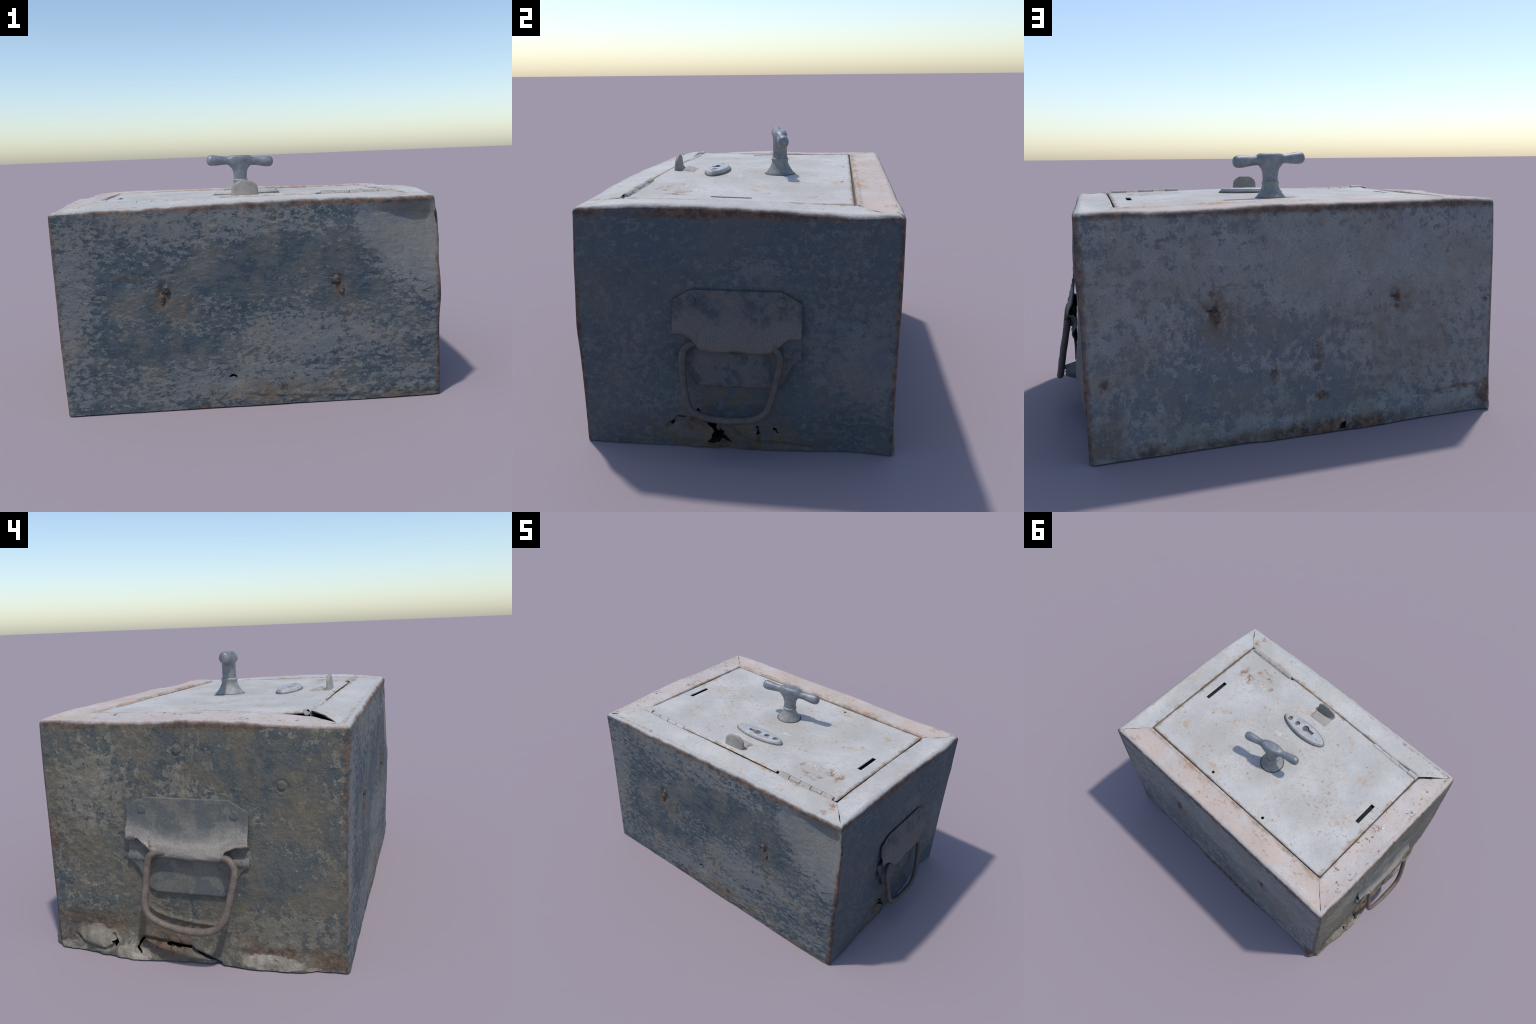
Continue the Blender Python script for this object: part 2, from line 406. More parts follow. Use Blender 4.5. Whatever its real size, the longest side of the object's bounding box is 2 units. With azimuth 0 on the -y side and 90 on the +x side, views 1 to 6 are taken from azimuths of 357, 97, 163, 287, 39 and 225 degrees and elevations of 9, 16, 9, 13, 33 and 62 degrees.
back_paint = wall_material(
    "back_wall_paint", 'x', (0.105, 0.130, 0.155), (0.14, 0.155, 0.172), (0.212, 0.222, 0.232), (0.255, 0.252, 0.250), thresh=0.47, scale=30.0, stretch=0.8, spread=0.30, streak=0.25, mid_tone=(0.165, 0.178, 0.192), mid_amount=0.5,
    contrast=0.045, dirt=(0.17, 0.150, 0.120), dirt_amount=0.45,
    light_spots=[((-0.1, 0.6, 0.72), (0.7, 0.3, 0.2))],
    dark_spots=[((0.1, 0.6, 0.42), (0.4, 0.3, 0.15)), ((0.4, 0.6, 0.25), (0.45, 0.3, 0.18)), ((-0.1, 0.6, 0.2), (0.3, 0.3, 0.14))],
    rust_spots=[((0.375, 0.6, 0.540), (0.026, 0.1, 0.055)), ((-0.41, 0.6, 0.550), (0.020, 0.1, 0.055)), ((0.385, 0.6, 0.64), (0.010, 0.1, 0.06), 0.6), ((0.33, 0.6, 0.655), (0.06, 0.1, 0.010), 0.5), ((-0.05, 0.6, 0.34), (0.035, 0.1, 0.09), 0.65),
                ((0.14, 0.6, 0.28), (0.025, 0.1, 0.05), 0.8), ((-0.07, 0.6, 0.16), (0.04, 0.1, 0.025)), ((-0.87, 0.6, 0.08), (0.07, 0.1, 0.09)), ((-0.76, 0.6, 0.122), (0.13, 0.1, 0.016), 0.8), ((-0.60, 0.6, 0.112), (0.12, 0.1, 0.010), 0.5),
                ((-0.12, 0.6, 0.02), (0.40, 0.1, 0.055)), ((0.45, 0.6, 0.005), (0.35, 0.1, 0.03), 0.7), ((0.65, 0.6, 0.03), (0.06, 0.1, 0.04), 0.8), ((0.80, 0.6, 0.30), (0.03, 0.1, 0.04), 0.8), ((-0.86, 0.6, 0.52), (0.03, 0.1, 0.02))],
    grime_spots=[((0.36, 0.6, 0.55), (0.10, 0.1, 0.14), 0.8), ((-0.42, 0.6, 0.55), (0.08, 0.1, 0.12), 0.7), ((0.0, 0.6, 0.02), (0.8, 0.1, 0.05), 0.8), ((0.80, 0.6, 0.08), (0.1, 0.1, 0.14), 0.8), ((-0.5, 0.6, 0.4), (0.3, 0.1, 0.3), 0.35)],
    edges=[(-0.890, -1, 0.020, 0.75), (0.878, 1, 0.030, 0.85)], top_rust=0.95, fine=0.2, lip=(0.44, 0.40, 0.38))

right_paint = wall_material(
    "right_wall_paint", 'y', (0.050, 0.072, 0.092), (0.072, 0.094, 0.115), (0.094, 0.112, 0.132), (0.120, 0.124, 0.136), thresh=0.525, scale=36, stretch=1.2, spread=0.32, mid_tone=(0.064, 0.080, 0.099), mid_amount=0.6,
    contrast=0.045, dirt=(0.13, 0.115, 0.10), dirt_amount=0.35,
    light_spots=[((0.87, 0.52, 0.35), (0.3, 0.12, 0.28)), ((0.87, 0.1, 0.75), (0.3, 0.1, 0.06))],
    grime_spots=[((0.88, -0.05, 0.05), (0.1, 0.45, 0.12), 0.95), ((0.88, 0.0, 0.22), (0.1, 0.2, 0.1), 0.8)],
    rust_spots=[((0.87, 0.02, 0.02), (0.1, 0.16, 0.06), 0.6), ((0.87, -0.17, 0.1), (0.1, 0.06, 0.03), 0.8)],
    edges=[(-0.608, -1, 0.018, 0.9), (0.613, 1, 0.020, 0.9)], top_rust=0.95)

left_paint = wall_material(
    "left_wall_paint", 'y', (0.062, 0.080, 0.085), (0.086, 0.100, 0.100), (0.166, 0.162, 0.135), (0.235, 0.216, 0.168), thresh=0.545, scale=34, stretch=1.0, spread=0.25,
    contrast=0.03, mid_tone=(0.112, 0.113, 0.100), dirt=(0.175, 0.145, 0.095), dirt_amount=0.65,
    light_spots=[((-0.87, 0.40, 0.68), (0.3, 0.17, 0.22)), ((-0.87, 0.02, 0.73), (0.3, 0.10, 0.06)), ((-0.87, -0.40, 0.18), (0.3, 0.2, 0.1))],
    dark_spots=[((-0.87, -0.35, 0.78), (0.3, 0.22, 0.16)), ((-0.87, -0.3, 0.35), (0.3, 0.2, 0.15)), ((-0.87, 0.0, 0.35), (0.3, 0.15, 0.15))],
    grime_spots=[((-0.9, 0.2, 0.09), (0.1, 0.45, 0.15), 0.9), ((-0.9, -0.3, 0.06), (0.1, 0.35, 0.10), 0.7), ((-0.9, 0.5, 0.45), (0.1, 0.12, 0.16), 0.5)],
    rust_spots=[((-0.9, 0.45, 0.13), (0.1, 0.20, 0.055), 0.8), ((-0.9, 0.52, 0.05), (0.1, 0.10, 0.05), 0.6), ((-0.9, 0.1, 0.06), (0.1, 0.14, 0.05), 0.9), ((-0.9, -0.33, 0.075), (0.1, 0.17, 0.022), 0.9), ((-0.9, -0.56, 0.04), (0.1, 0.08, 0.05), 0.8), ((-0.87, 0.57, 0.5), (0.1, 0.03, 0.12), 0.8)],
    pale_spots=[((-0.92, 0.40, 0.065), (0.1, 0.10, 0.055), 0.55), ((-0.92, 0.23, 0.022), (0.1, 0.085, 0.034)), ((-0.92, -0.34, 0.030), (0.1, 0.13, 0.038)), ((-0.92, -0.50, 0.006), (0.1, 0.05, 0.012)), ((-0.93, 0.52, 0.018), (0.1, 0.07, 0.025), 0.6)],
    edges=[(-0.620, -1, 0.018, 0.7), (0.598, 1, 0.014, 0.8)], top_rust=0.9, rough_bump=0.45, lip=(0.45, 0.40, 0.375))

LID_A, LID_B = (0.425, 0.412, 0.395), (0.515, 0.500, 0.482)
lid_paint = top_material(
    "lid_paint", LID_A, LID_B, freckle=0.8, recess=(-0.064, 0.054, -0.405, -0.326),
    rust_spots=[((0.436, -0.338, 0.98), (0.040, 0.018, 0.1)), ((0.56, -0.25, 0.98), (0.05, 0.05, 0.1)), ((0.53, -0.33, 0.98), (0.018, 0.03, 0.1)), ((0.385, -0.29, 0.98), (0.018, 0.022, 0.1)), ((0.62, -0.27, 0.98), (0.03, 0.05, 0.1)), ((0.49, -0.37, 0.98), (0.05, 0.012, 0.1))],
    stain_spots=[((0.29, -0.267, 0.98), (0.05, 0.035, 0.1)), ((0.60, 0.28, 0.98), (0.07, 0.07, 0.1)), ((-0.5, -0.2, 0.98), (0.05, 0.03, 0.1)), ((0.25, 0.36, 0.98), (0.08, 0.03, 0.1)), ((0.66, -0.40, 0.98), (0.05, 0.03, 0.1), 0.8), ((-0.60, 0.06, 0.98), (0.06, 0.05, 0.1), 0.8)],
    white_spots=[((0.44, -0.268, 0.98), (0.045, 0.035, 0.1)), ((0.08, -0.09, 0.98), (0.09, 0.012, 0.1))],
    grime_spots=[((0.44, -0.29, 0.98), (0.13, 0.10, 0.1), 0.9), ((0.0, 0.02, 0.98), (0.16, 0.16, 0.1), 0.9), ((-0.03, 0.2, 0.98), (0.14, 0.10, 0.1), 0.6), ((0.01, -0.22, 0.98), (0.23, 0.085, 0.1), 0.9), ((-0.005, -0.365, 0.98), (0.075, 0.055, 0.1), 0.9)])
hinge_rim_paint = top_material("hinge_rim_paint", (0.42, 0.41, 0.392), (0.50, 0.488, 0.468), freckle=0.5,
    rust_spots=[((0.74, -0.49, 0.96), (0.05, 0.045, 0.1), 0.8), ((0.72, -0.56, 0.96), (0.03, 0.02, 0.1), 0.7)],
    stain_spots=[((0.74, -0.50, 0.96), (0.07, 0.06, 0.1)), ((0.25, -0.46, 0.96), (0.12, 0.02, 0.1)), ((0.0, -0.455, 0.96), (0.2, 0.015, 0.1), 0.8)], edge=('y', -0.606, -1))
plain_rim_paint = top_material("plain_rim_paint", (0.42, 0.41, 0.395), (0.505, 0.492, 0.475), freckle=0.5,
    stain_spots=[((0.82, 0.0, 0.96), (0.05, 0.25, 0.1), 0.5)], edge=('x', 0.868, 1))
rusty_rim_paint = top_material("rusty_rim_paint", (0.45, 0.41, 0.39), (0.52, 0.495, 0.485), tint=(0.49, 0.365, 0.295), tint_amount=0.65, freckle=0.75,
    patch=0.9, stain_spots=[((0.25, 0.47, 0.96), (0.3, 0.05, 0.1), 0.7)], edge=('y', 0.600, 1))
spotted_rim_paint = top_material("spotted_rim_paint", (0.44, 0.405, 0.39), (0.505, 0.47, 0.455), tint=(0.47, 0.37, 0.315), tint_amount=0.5, freckle=0.6, brown=0.9,
    rust_spots=[((-0.76, -0.02, 0.96), (0.03, 0.04, 0.1))], white_spots=[((-0.79, -0.06, 0.97), (0.025, 0.035, 0.1))], edge=('x', -0.872, -1))

def metal_material(name, c1, c2, c3, rough=0.5, metal=0.0, scale=18, blotch=0.5, bump=0.25):
    n = Nodes(name)
    col = n.mix(n.step(n.noise(scale, 6, 0.65), 0.35, 0.65), c1, c2)
    col = n.mix(n.mul(n.step(n.noise(scale * 2.3, 5, 0.7, n.vec(loc=(3, 1, 2))), 0.52, 0.68), blotch), col, c3)
    col = n.mix(n.mul(n.step(n.noise(190, 2), 0.5, 0.7), 0.25), col, tuple(0.6 * x for x in c1))
    nb = n.bump(n.noise(60, 5, 0.65), bump, 0.004)
    return n.finish(col, rough, nb, 0.4, metal)

cast_metal = metal_material("cast_grey_metal", (0.160, 0.175, 0.198), (0.235, 0.25, 0.275), (0.35, 0.36, 0.38), 0.50, 0.35, 20, 0.4, 0.45)
collar_metal = metal_material("collar_metal", (0.19, 0.198, 0.20), (0.29, 0.29, 0.285), (0.36, 0.35, 0.325), 0.55, 0.1, 24, 0.5, 0.5)
plate_metal = metal_material("keyhole_plate_metal", (0.35, 0.352, 0.355), (0.45, 0.45, 0.45), (0.26, 0.25, 0.23), 0.5, 0.1, 22, 0.4)
recess_metal = metal_material("recess_metal", (0.13, 0.118, 0.10), (0.19, 0.175, 0.15), (0.09, 0.07, 0.05), 0.7, 0.0, 40, 0.6)
tab_metal = metal_material("tab_rusted_steel", (0.24, 0.225, 0.205), (0.31, 0.29, 0.265), (0.20, 0.125, 0.085), 0.65, 0.0, 16, 0.6)
ring_rust = metal_material("rusted_ring_steel", (0.115, 0.088, 0.072), (0.165, 0.132, 0.110), (0.215, 0.180, 0.150), 0.62, 0.0, 30, 0.5, 0.4)
ring_dark = metal_material("dark_ring_steel", (0.055, 0.050, 0.050), (0.082, 0.074, 0.072), (0.110, 0.072, 0.056), 0.55, 0.0, 30, 0.5, 0.4)
hinge_metal = metal_material("hinge_painted_steel", (0.36, 0.35, 0.335), (0.44, 0.428, 0.41), (0.33, 0.22, 0.14), 0.6, 0.0, 26, 0.55)
inner_dark = metal_material("inner_rusty_steel", (0.045, 0.035, 0.03), (0.07, 0.05, 0.04), (0.10, 0.06, 0.04), 0.8, 0.0, 12, 0.4)

ledge_steel = metal_material("ledge_steel", (0.10, 0.085, 0.07), (0.15, 0.12, 0.10), (0.12, 0.07, 0.05), 0.8, 0.0, 12, 0.4)

slot_shadow_mat = metal_material("slot_shadow_black", (0.010, 0.010, 0.011), (0.016, 0.015, 0.015), (0.025, 0.018, 0.014), 0.85, 0.0, 14, 0.4)

band_dark = metal_material("plate_band_dark", (0.105, 0.10, 0.092), (0.17, 0.162, 0.148), (0.09, 0.07, 0.05), 0.75, 0.0, 30, 0.5)

def plate_material(name, dark, light, warm, cz, hump):
    """painted handle plate: worn pale along the hump, grey-blue on the flat, rusty at torn edges"""
    n = Nodes(name)
    f = n.add(n.mul(n.noise(9, 8, 0.66), 0.7), n.mul(n.noise(32, 5, 0.65), 0.3))
    col = n.mix(n.step(f, 0.47, 0.53), dark, light)
    col = n.mix(n.mul(n.step(n.noise(13, 7, 0.68, n.vec(loc=(3, 5, 2))), 0.48, 0.62), 0.55), col, (0.135, 0.118, 0.100))
    worn = n.step(n.add(hump(n), n.mul(n.sub(f, 0.5), 0.035)), 0.018, 0.040)
    worn = n.mul(worn, n.step(n.Z, 0.432, 0.448))
    col = n.mix(n.mul(worn, 0.8), col, warm)
    rim = n.step(n.add(n.math('ABSOLUTE', n.sub(n.math('ABSOLUTE', n.sub(n.Y, cz)), 0.145)), n.mul(n.sub(f, 0.5), 0.16)), 0.013, 0.003)
    rim = n.mul(rim, n.mul(n.step(n.Z, 0.42, 0.44), n.step(n.Z, 0.52, 0.49)))
    col = n.mix(n.mul(rim, 0.8), col, (0.13, 0.075, 0.05))
    col = n.mix(1.0, col, n.mix(n.step(n.noise(150, 3, 0.7), 0.25, 0.75), (0.8, 0.8, 0.8), (1.17, 1.17, 1.17)), 'MULTIPLY')
    nb = n.bump(n.noise(40, 5, 0.65), 0.3, 0.004)
    return n.finish(col, 0.65, nb, 0.25)

right_plate_paint = plate_material("right_plate_paint", (0.052, 0.063, 0.077), (0.084, 0.092, 0.104), (0.128, 0.115, 0.110), 0.019, lambda n: n.sub(n.X, 0.885))
left_plate_paint = plate_material("left_plate_paint", (0.100, 0.112, 0.110), (0.150, 0.148, 0.130), (0.300, 0.270, 0.235), -0.010, lambda n: n.mul(n.add(n.X, 0.885), -1.0))

# ------------------------------------------------------------------ the box
box = bpy.data.objects.new("steel_lock_box", None)
bpy.context.scene.collection.objects.link(box)
box["label"] = "weathered grey steel lock box with T-handle lid and carry handles"
box["category"] = "lock box"

# vertical corners: x and y against height
corner_x = [curve([(0, -0.872), (0.25, -0.880), (0.6, -0.885), (0.85, -0.887), (0.95, -0.886)]),
            curve([(0, 0.890), (0.2, 0.885), (0.39, 0.883), (0.487, 0.889), (0.56, 0.886), (0.66, 0.877), (0.76, 0.876), (0.85, 0.868), (0.95, 0.857)]),
            curve([(0, 0.876), (0.4, 0.877), (0.7, 0.881), (0.95, 0.886)]),
            curve([(0, -0.903), (0.1, -0.896), (0.3, -0.895), (0.57, -0.894), (0.8, -0.891), (0.95, -0.886)])]
corner_y = [curve([(0, -0.620), (0.4, -0.618), (0.8, -0.624), (0.95, -0.631)]),
            curve([(0, -0.608), (0.2, -0.609), (0.5, -0.613), (0.66, -0.611), (0.81, -0.604), (0.95, -0.600)]),
            curve([(0, 0.611), (0.4, 0.615), (0.65, 0.619), (0.95, 0.616)]),
            curve([(0, 0.598), (0.05, 0.603), (0.2, 0.602), (0.5, 0.598), (0.83, 0.596), (0.95, 0.594)])]
# top edge height along each side, in the side's own world axis (x for front/back, y for the ends)
CZ = [0.946, 0.960, 0.956, 0.963]
ztop = [curve([(-0.886, CZ[0]), (-0.75, 0.952), (-0.5, 0.954), (-0.29, 0.960), (0.07, 0.967), (0.24, 0.968), (0.48, 0.966), (0.66, 0.960), (0.858, CZ[1])]),
        curve([(-0.600, CZ[1]), (-0.5, 0.969), (-0.4, 0.977), (-0.22, 0.978), (-0.03, 0.974), (0.16, 0.967), (0.34, 0.958), (0.48, 0.953), (0.616, CZ[2])]),
        curve([(0.886, CZ[2]), (0.777, 0.961), (0.59, 0.957), (0.39, 0.959), (0.18, 0.967), (-0.15, 0.967), (-0.5, 0.968), (-0.77, 0.969), (-0.886, CZ[3])]),
        curve([(0.594, CZ[3]), (0.42, 0.961), (0.2, 0.960), (-0.02, 0.967), (-0.22, 0.962), (-0.41, 0.951), (-0.631, CZ[0])])]
INNER = np.array([(-0.722, -0.461), (0.726, -0.455), (0.731, 0.449), (-0.727, 0.432)])   # lid opening
INNER_Z = [0.964, 0.972, 0.957, 0.967]
AXIS = ['x', 'y', 'x', 'y']
H, RT, RC = 0.94, 0.021, 0.012
ARC = RT * math.pi / 2
CA = RC * math.pi / 4
SIDE_LEN = [1.75, 1.20, 1.75, 1.20]
OUT = np.array([(0, -1, 0), (1, 0, 0), (0, 1, 0), (-1, 0, 0)], float)
ENDS = [(-0.882, 0.880), (-0.608, 0.614), (0.880, -0.890), (0.598, -0.620)]     # world axis value at the two ends of each side

def side_axis(k, c):
    a, b = ENDS[k]
    return a + (b - a) * c / SIDE_LEN[k]

def pear_dent(a, z, ca, cz, flip=1):
    """a punched, half-healed mark: raised knob over a sunken drop"""
    k = smooth(1.25, 0.55, np.hypot((a - ca - flip * 0.012) / 0.015, (z - cz - 0.022) / 0.019))
    d = smooth(1.25, 0.55, np.hypot((a - ca + flip * 0.007) / 0.012, (z - cz + 0.022) / 0.028))
    ring = np.exp(-((np.hypot((a - ca) / 0.045, (z - cz) / 0.062) - 1) / 0.35) ** 2)
    moat = np.exp(-(np.hypot((a - ca) / 0.040, (z - cz) / 0.055)) ** 2)
    cut = np.exp(-(seg_dist(a, z, ca + flip * 0.030, cz + 0.002, ca - flip * 0.006, cz + 0.001) / 0.005) ** 2)
    ragged = 1 + 0.7 * fbm(a * 90, z * 90, 3, 12)
    return (0.012 * k + 0.010 * d) * ragged - 0.011 * moat + 0.002 * ring - 0.010 * cut

def rivet_bump(a, z, ca, cz, r=0.018, h=0.004):
    d = np.hypot(a - ca, z - cz)
    return h * smooth(r, r * 0.75, d) - 0.0035 * np.exp(-((d - r * 1.15) / 0.004) ** 2)

def chips(a, z, seed, scale, amount, stretch=1.0, th=0.05):
    """paint layers standing a little proud in ragged islands"""
    f = fbm(a * scale, z * scale * stretch, 5, seed, 0.62)
    return amount * smooth(-th, th, f)

def relief(k, a, z):
    """outward displacement of wall k"""
    d = 0.0045 * fbm(a * 2.2 + 9, z * 2.2, 3, 30 + k)
    if k == 0:
        d = d + chips(a, z, 3, 16, 0.0010, 1.7) + 0.0007 * fbm(a * 40, z * 70, 3, 5)
        d = d + 0.0012 * fbm(a * 5, z * 16, 3, 8) * smooth(0.9, 0.3, z)
        # the sheet bellies out, most of all low down towards one end
        d = d + 0.004 * np.clip(1 - (a / 0.88) ** 2, 0, 1) ** 0.5 + 0.010 * np.exp(-(((a - 0.66) / 0.30) ** 2 + ((z - 0.36) / 0.34) ** 2)) + 0.008 * np.exp(-(((a - 0.44) / 0.16) ** 2 + ((z - 0.78) / 0.12) ** 2))
        d = d - 0.006 * np.exp(-(((a + 0.05) / 0.2) ** 2 + ((z - 0.38) / 0.2) ** 2))
        d = d + 0.006 * np.exp(-((z - 0.80) / 0.12) ** 2) * smooth(-0.3, 0.0, a) + 0.005 * np.exp(-(((a - 0.45) / 0.3) ** 2 + ((z - 0.06) / 0.08) ** 2))
        d = d + pear_dent(a, z, -0.402, 0.556) + pear_dent(a, z, 0.404, 0.566, -1)
        d = d + rivet_bump(a, z, 0.117, 0.893, 0.018, 0.0018) + rivet_bump(a, z, -0.158, 0.858, 0.024, 0.0012) * smooth(0.875, 0.85, z)
        d = d - 0.0025 * np.exp(-(path_dist(a, z, [(-0.62, 0.637), (-0.5, 0.643), (-0.35, 0.651)]) / 0.007) ** 2) * smooth(-0.3, 0.3, fbm(a * 12, z * 12, 3, 66))
        # the stove-in corner: an overhang under the top edge, then a flat panel sloping out again
        low = np.interp(a, [0.46, 0.50, 0.58, 0.70, 0.84, 0.90], [0.86, 0.77, 0.67, 0.575, 0.510, 0.50])
        valley = np.interp(a, [0.46, 0.60, 0.87], [0.905, 0.892, 0.870])
        depth = np.interp(a, [0.46, 0.60, 0.72, 0.80, 0.90], [0.0, 0.016, 0.040, 0.050, 0.042])
        up = np.clip((z - low) / np.maximum(valley - low, 0.02), 0, 1)
        dn = np.clip((0.948 - z) / np.maximum(0.948 - valley, 0.02), 0, 1)
        d = d - depth * np.minimum(up, dn) * smooth(0.44, 0.60, a)
        d = d - 0.012 * np.exp(-(np.hypot(a + 0.109, z - 0.140) / 0.05) ** 2)
        d = d + 0.004 * np.exp(-(((z - 0.045) / 0.03) ** 2)) * fbm(a * 14, z * 26, 3, 77) * 2 * smooth(-0.35, 0.0, a)
    if k == 2:
        d = d - 0.013 * np.exp(-(((a - 0.56) / 0.24) ** 2 + ((z - 0.54) / 0.26) ** 2)) + 0.010 * np.exp(-(((a + 0.45) / 0.40) ** 2 + ((z - 0.68) / 0.28) ** 2)) + chips(a, z, 13, 6, 0.0010, 0.8, 0.12) + 0.0006 * fbm(a * 45, z * 40, 3, 15)
        d = d + pear_dent(a, z, 0.380, 0.556, 1) * 1.25 + pear_dent(a, z, -0.410, 0.560, 1) * 1.1
        d = d + 0.010 * smooth(0.14, 0.0, z) + 0.014 * smooth(0.12, 0.0, z) * smooth(0.30, 0.15, a) * smooth(-0.62, -0.35, a) * (1 + 0.5 * fbm(a * 9, z * 9, 3, 41))
        d = d - 0.003 * np.exp(-(path_dist(a, z + 0.012 * fbm(a * 9, a * 0, 3, 19), [(-0.89, 0.05), (-0.85, 0.10), (-0.80, 0.125), (-0.68, 0.118), (-0.50, 0.105)]) / 0.010) ** 2)
        d = d + 0.014 * smooth(0.10, 0.02, z) * smooth(-0.80, -0.87, a)
        d = d - 0.003 * np.exp(-(path_dist(a, z, [(0.545, 0.93), (0.55, 0.86), (0.50, 0.80), (0.43, 0.755)]) / 0.012) ** 2)
    if k == 1:
        d = d + 0.008 * smooth(0.0, 0.2, 0.6 - np.abs(a)) * smooth(0.0, 0.2, z) - 0.006 * np.exp(-(((a + 0.46) / 0.16) ** 2 + ((z - 0.60) / 0.34) ** 2))
        d = d + 0.009 * np.exp(-(((a - 0.40) / 0.14) ** 2 + ((z - 0.33) / 0.12) ** 2)) - 0.020 * np.exp(-(((a - 0.48) / 0.14) ** 2 + ((z - 0.09) / 0.10) ** 2)) - 0.014 * np.exp(-(((a - 0.40) / 0.16) ** 2 + (z / 0.05) ** 2))
        d = d + 0.012 * np.exp(-(((a - 0.0) / 0.20) ** 2 + ((z - 0.27) / 0.12) ** 2)) + 0.016 * np.exp(-(((a - 0.40) / 0.16) ** 2 + ((z - 0.25) / 0.2) ** 2))
        d = d + 0.015 * np.exp(-(((a + 0.42) / 0.17) ** 2 + ((z - 0.14) / 0.13) ** 2)) + 0.004 * np.exp(-((z - 0.72) / 0.08) ** 2) - 0.006 * smooth(0.78, 0.9, z)
        d = d + chips(a, z, 23, 14, 0.0009, 1.2) + 0.0008 * fbm(a * 45, z * 45, 3, 25)
        d = d + rivet_bump(a, z, -0.422, 0.699, 0.020, 0.0018) + rivet_bump(a, z, 0.372, 0.708, 0.018, 0.0015)
        crack = [(-0.27, 0.088), (-0.25, 0.105), (-0.225, 0.128), (-0.19, 0.126), (-0.15, 0.112), (-0.11, 0.098), (-0.05, 0.108), (-0.01, 0.088), (0.02, 0.058)]
        d = d + 0.008 * np.exp(-(((a + 0.17) / 0.10) ** 2 + ((z - 0.055) / 0.06) ** 2))
        d = d - 0.012 * np.exp(-(((a + 0.04) / 0.13) ** 2 + ((z - 0.130) / 0.035) ** 2))
        d = d + 0.055 * smooth(0.155, 0.10, np.abs(a + 0.005)) * np.exp(-((z - 0.182 - 0.08 * a) / 0.017) ** 2) * (1 + 0.35 * fbm(a * 22, z * 22, 3, 63))
        d = d + 0.010 * np.exp(-(path_dist(a, z, [(-0.10, 0.178), (0.0, 0.186), (0.12, 0.196)]) / 0.008) ** 2)
        d = d - 0.012 * np.exp(-(path_dist(a, z, crack) / 0.008) ** 2)
        tear = poly_sdf(a, z, [(-0.075, 0.088), (-0.045, 0.062), (-0.02, 0.020), (-0.105, 0.028), (-0.090, 0.06)])
        d = d + 0.014 * np.exp(-np.maximum(tear, 0) / 0.018) * np.sign(-0.06 - a) + 0.004 * np.exp(-np.maximum(tear, 0) / 0.06) * fbm(a * 40, z * 40, 3, 64)
        d = d - 0.010 * np.exp(-(path_dist(a, z, [(0.085, 0.10), (0.095, 0.065), (0.088, 0.03), (0.15, 0.035), (0.21, 0.028), (0.30, 0.02)]) / 0.006) ** 2)
        d = d + 0.012 * np.exp(-(np.hypot(a - 0.05, (z - 0.025) * 1.3) / 0.045) ** 2) + 0.006 * fbm(a * 13, z * 15, 3, 61) * smooth(0.16, 0.04, z) * smooth(0.38, 0.2, np.abs(a))
    if k == 3:
        rough = smooth(-0.6, 0.5, a) * 0.0022 + 0.0010 + 0.002 * smooth(0.25, 0.1, z)
        d = d + 0.006 * smooth(0.0, 0.25, 0.6 - np.abs(a)) + rough * 0.9 * fbm(a * 30, z * 36, 4, 35, 0.65) + chips(a, z, 33, 16, 0.0010) + 0.010 * np.exp(-(((a + 0.35) / 0.25) ** 2 + ((z - 0.28) / 0.22) ** 2)) + 0.005 * np.exp(-(((a + 0.02) / 0.28) ** 2 + ((z - 0.30) / 0.16) ** 2))
        d = d + rivet_bump(a, z, 0.017, 0.853, 0.019, 0.0035) + rivet_bump(a, z, -0.387, 0.729, 0.018, 0.0015)
        d = d - 0.004 * np.exp(-(path_dist(a, z, [(-0.024, 0.97), (-0.020, 0.90), (-0.012, 0.78), (-0.009, 0.66), (-0.012, 0.3), (-0.01, 0.1)]) / 0.004) ** 2)
        d = d + 0.009 * np.exp(-(path_dist(a, z, [(0.163, 0.31), (0.167, 0.222), (0.14, 0.200), (0.096, 0.184), (0.007, 0.167), (-0.06, 0.163), (-0.125, 0.163)]) / 0.008) ** 2)
        # bottom edge kicked out and crumpled
        flare = np.interp(a, [-0.61, -0.5, -0.43, -0.25, -0.12, 0.0, 0.1, 0.23, 0.38, 0.46, 0.58, 0.6], [0.0, 0.004, 0.024, 0.032, 0.016, 0.022, 0.030, 0.048, 0.030, 0.014, 0.010, 0.004])
        d = d + flare * smooth(0.14, 0.0, z) ** 1.3
        d = d + 0.016 * np.exp(-(((a - 0.41) / 0.07) ** 2 + ((z - 0.06) / 0.035) ** 2))
        d = d + 0.006 * fbm(a * 12, z * 16, 3, 51) * smooth(0.16, 0.03, z)
        d = d - 0.022 * np.exp(-(path_dist(a, z, [(0.20, 0.075), (0.16, 0.072), (0.08, 0.062), (0.0, 0.055), (-0.02, 0.04), (-0.08, 0.02), (-0.12, 0.005)]) / 0.009) ** 2)
        d = d - 0.015 * np.exp(-(path_dist(a, z, [(0.50, 0.06), (0.47, 0.035), (0.44, 0.03), (0.36, 0.022), (0.31, 0.05), (0.33, 0.08)]) / 0.006) ** 2)
    # softly dented folded edges
    return d

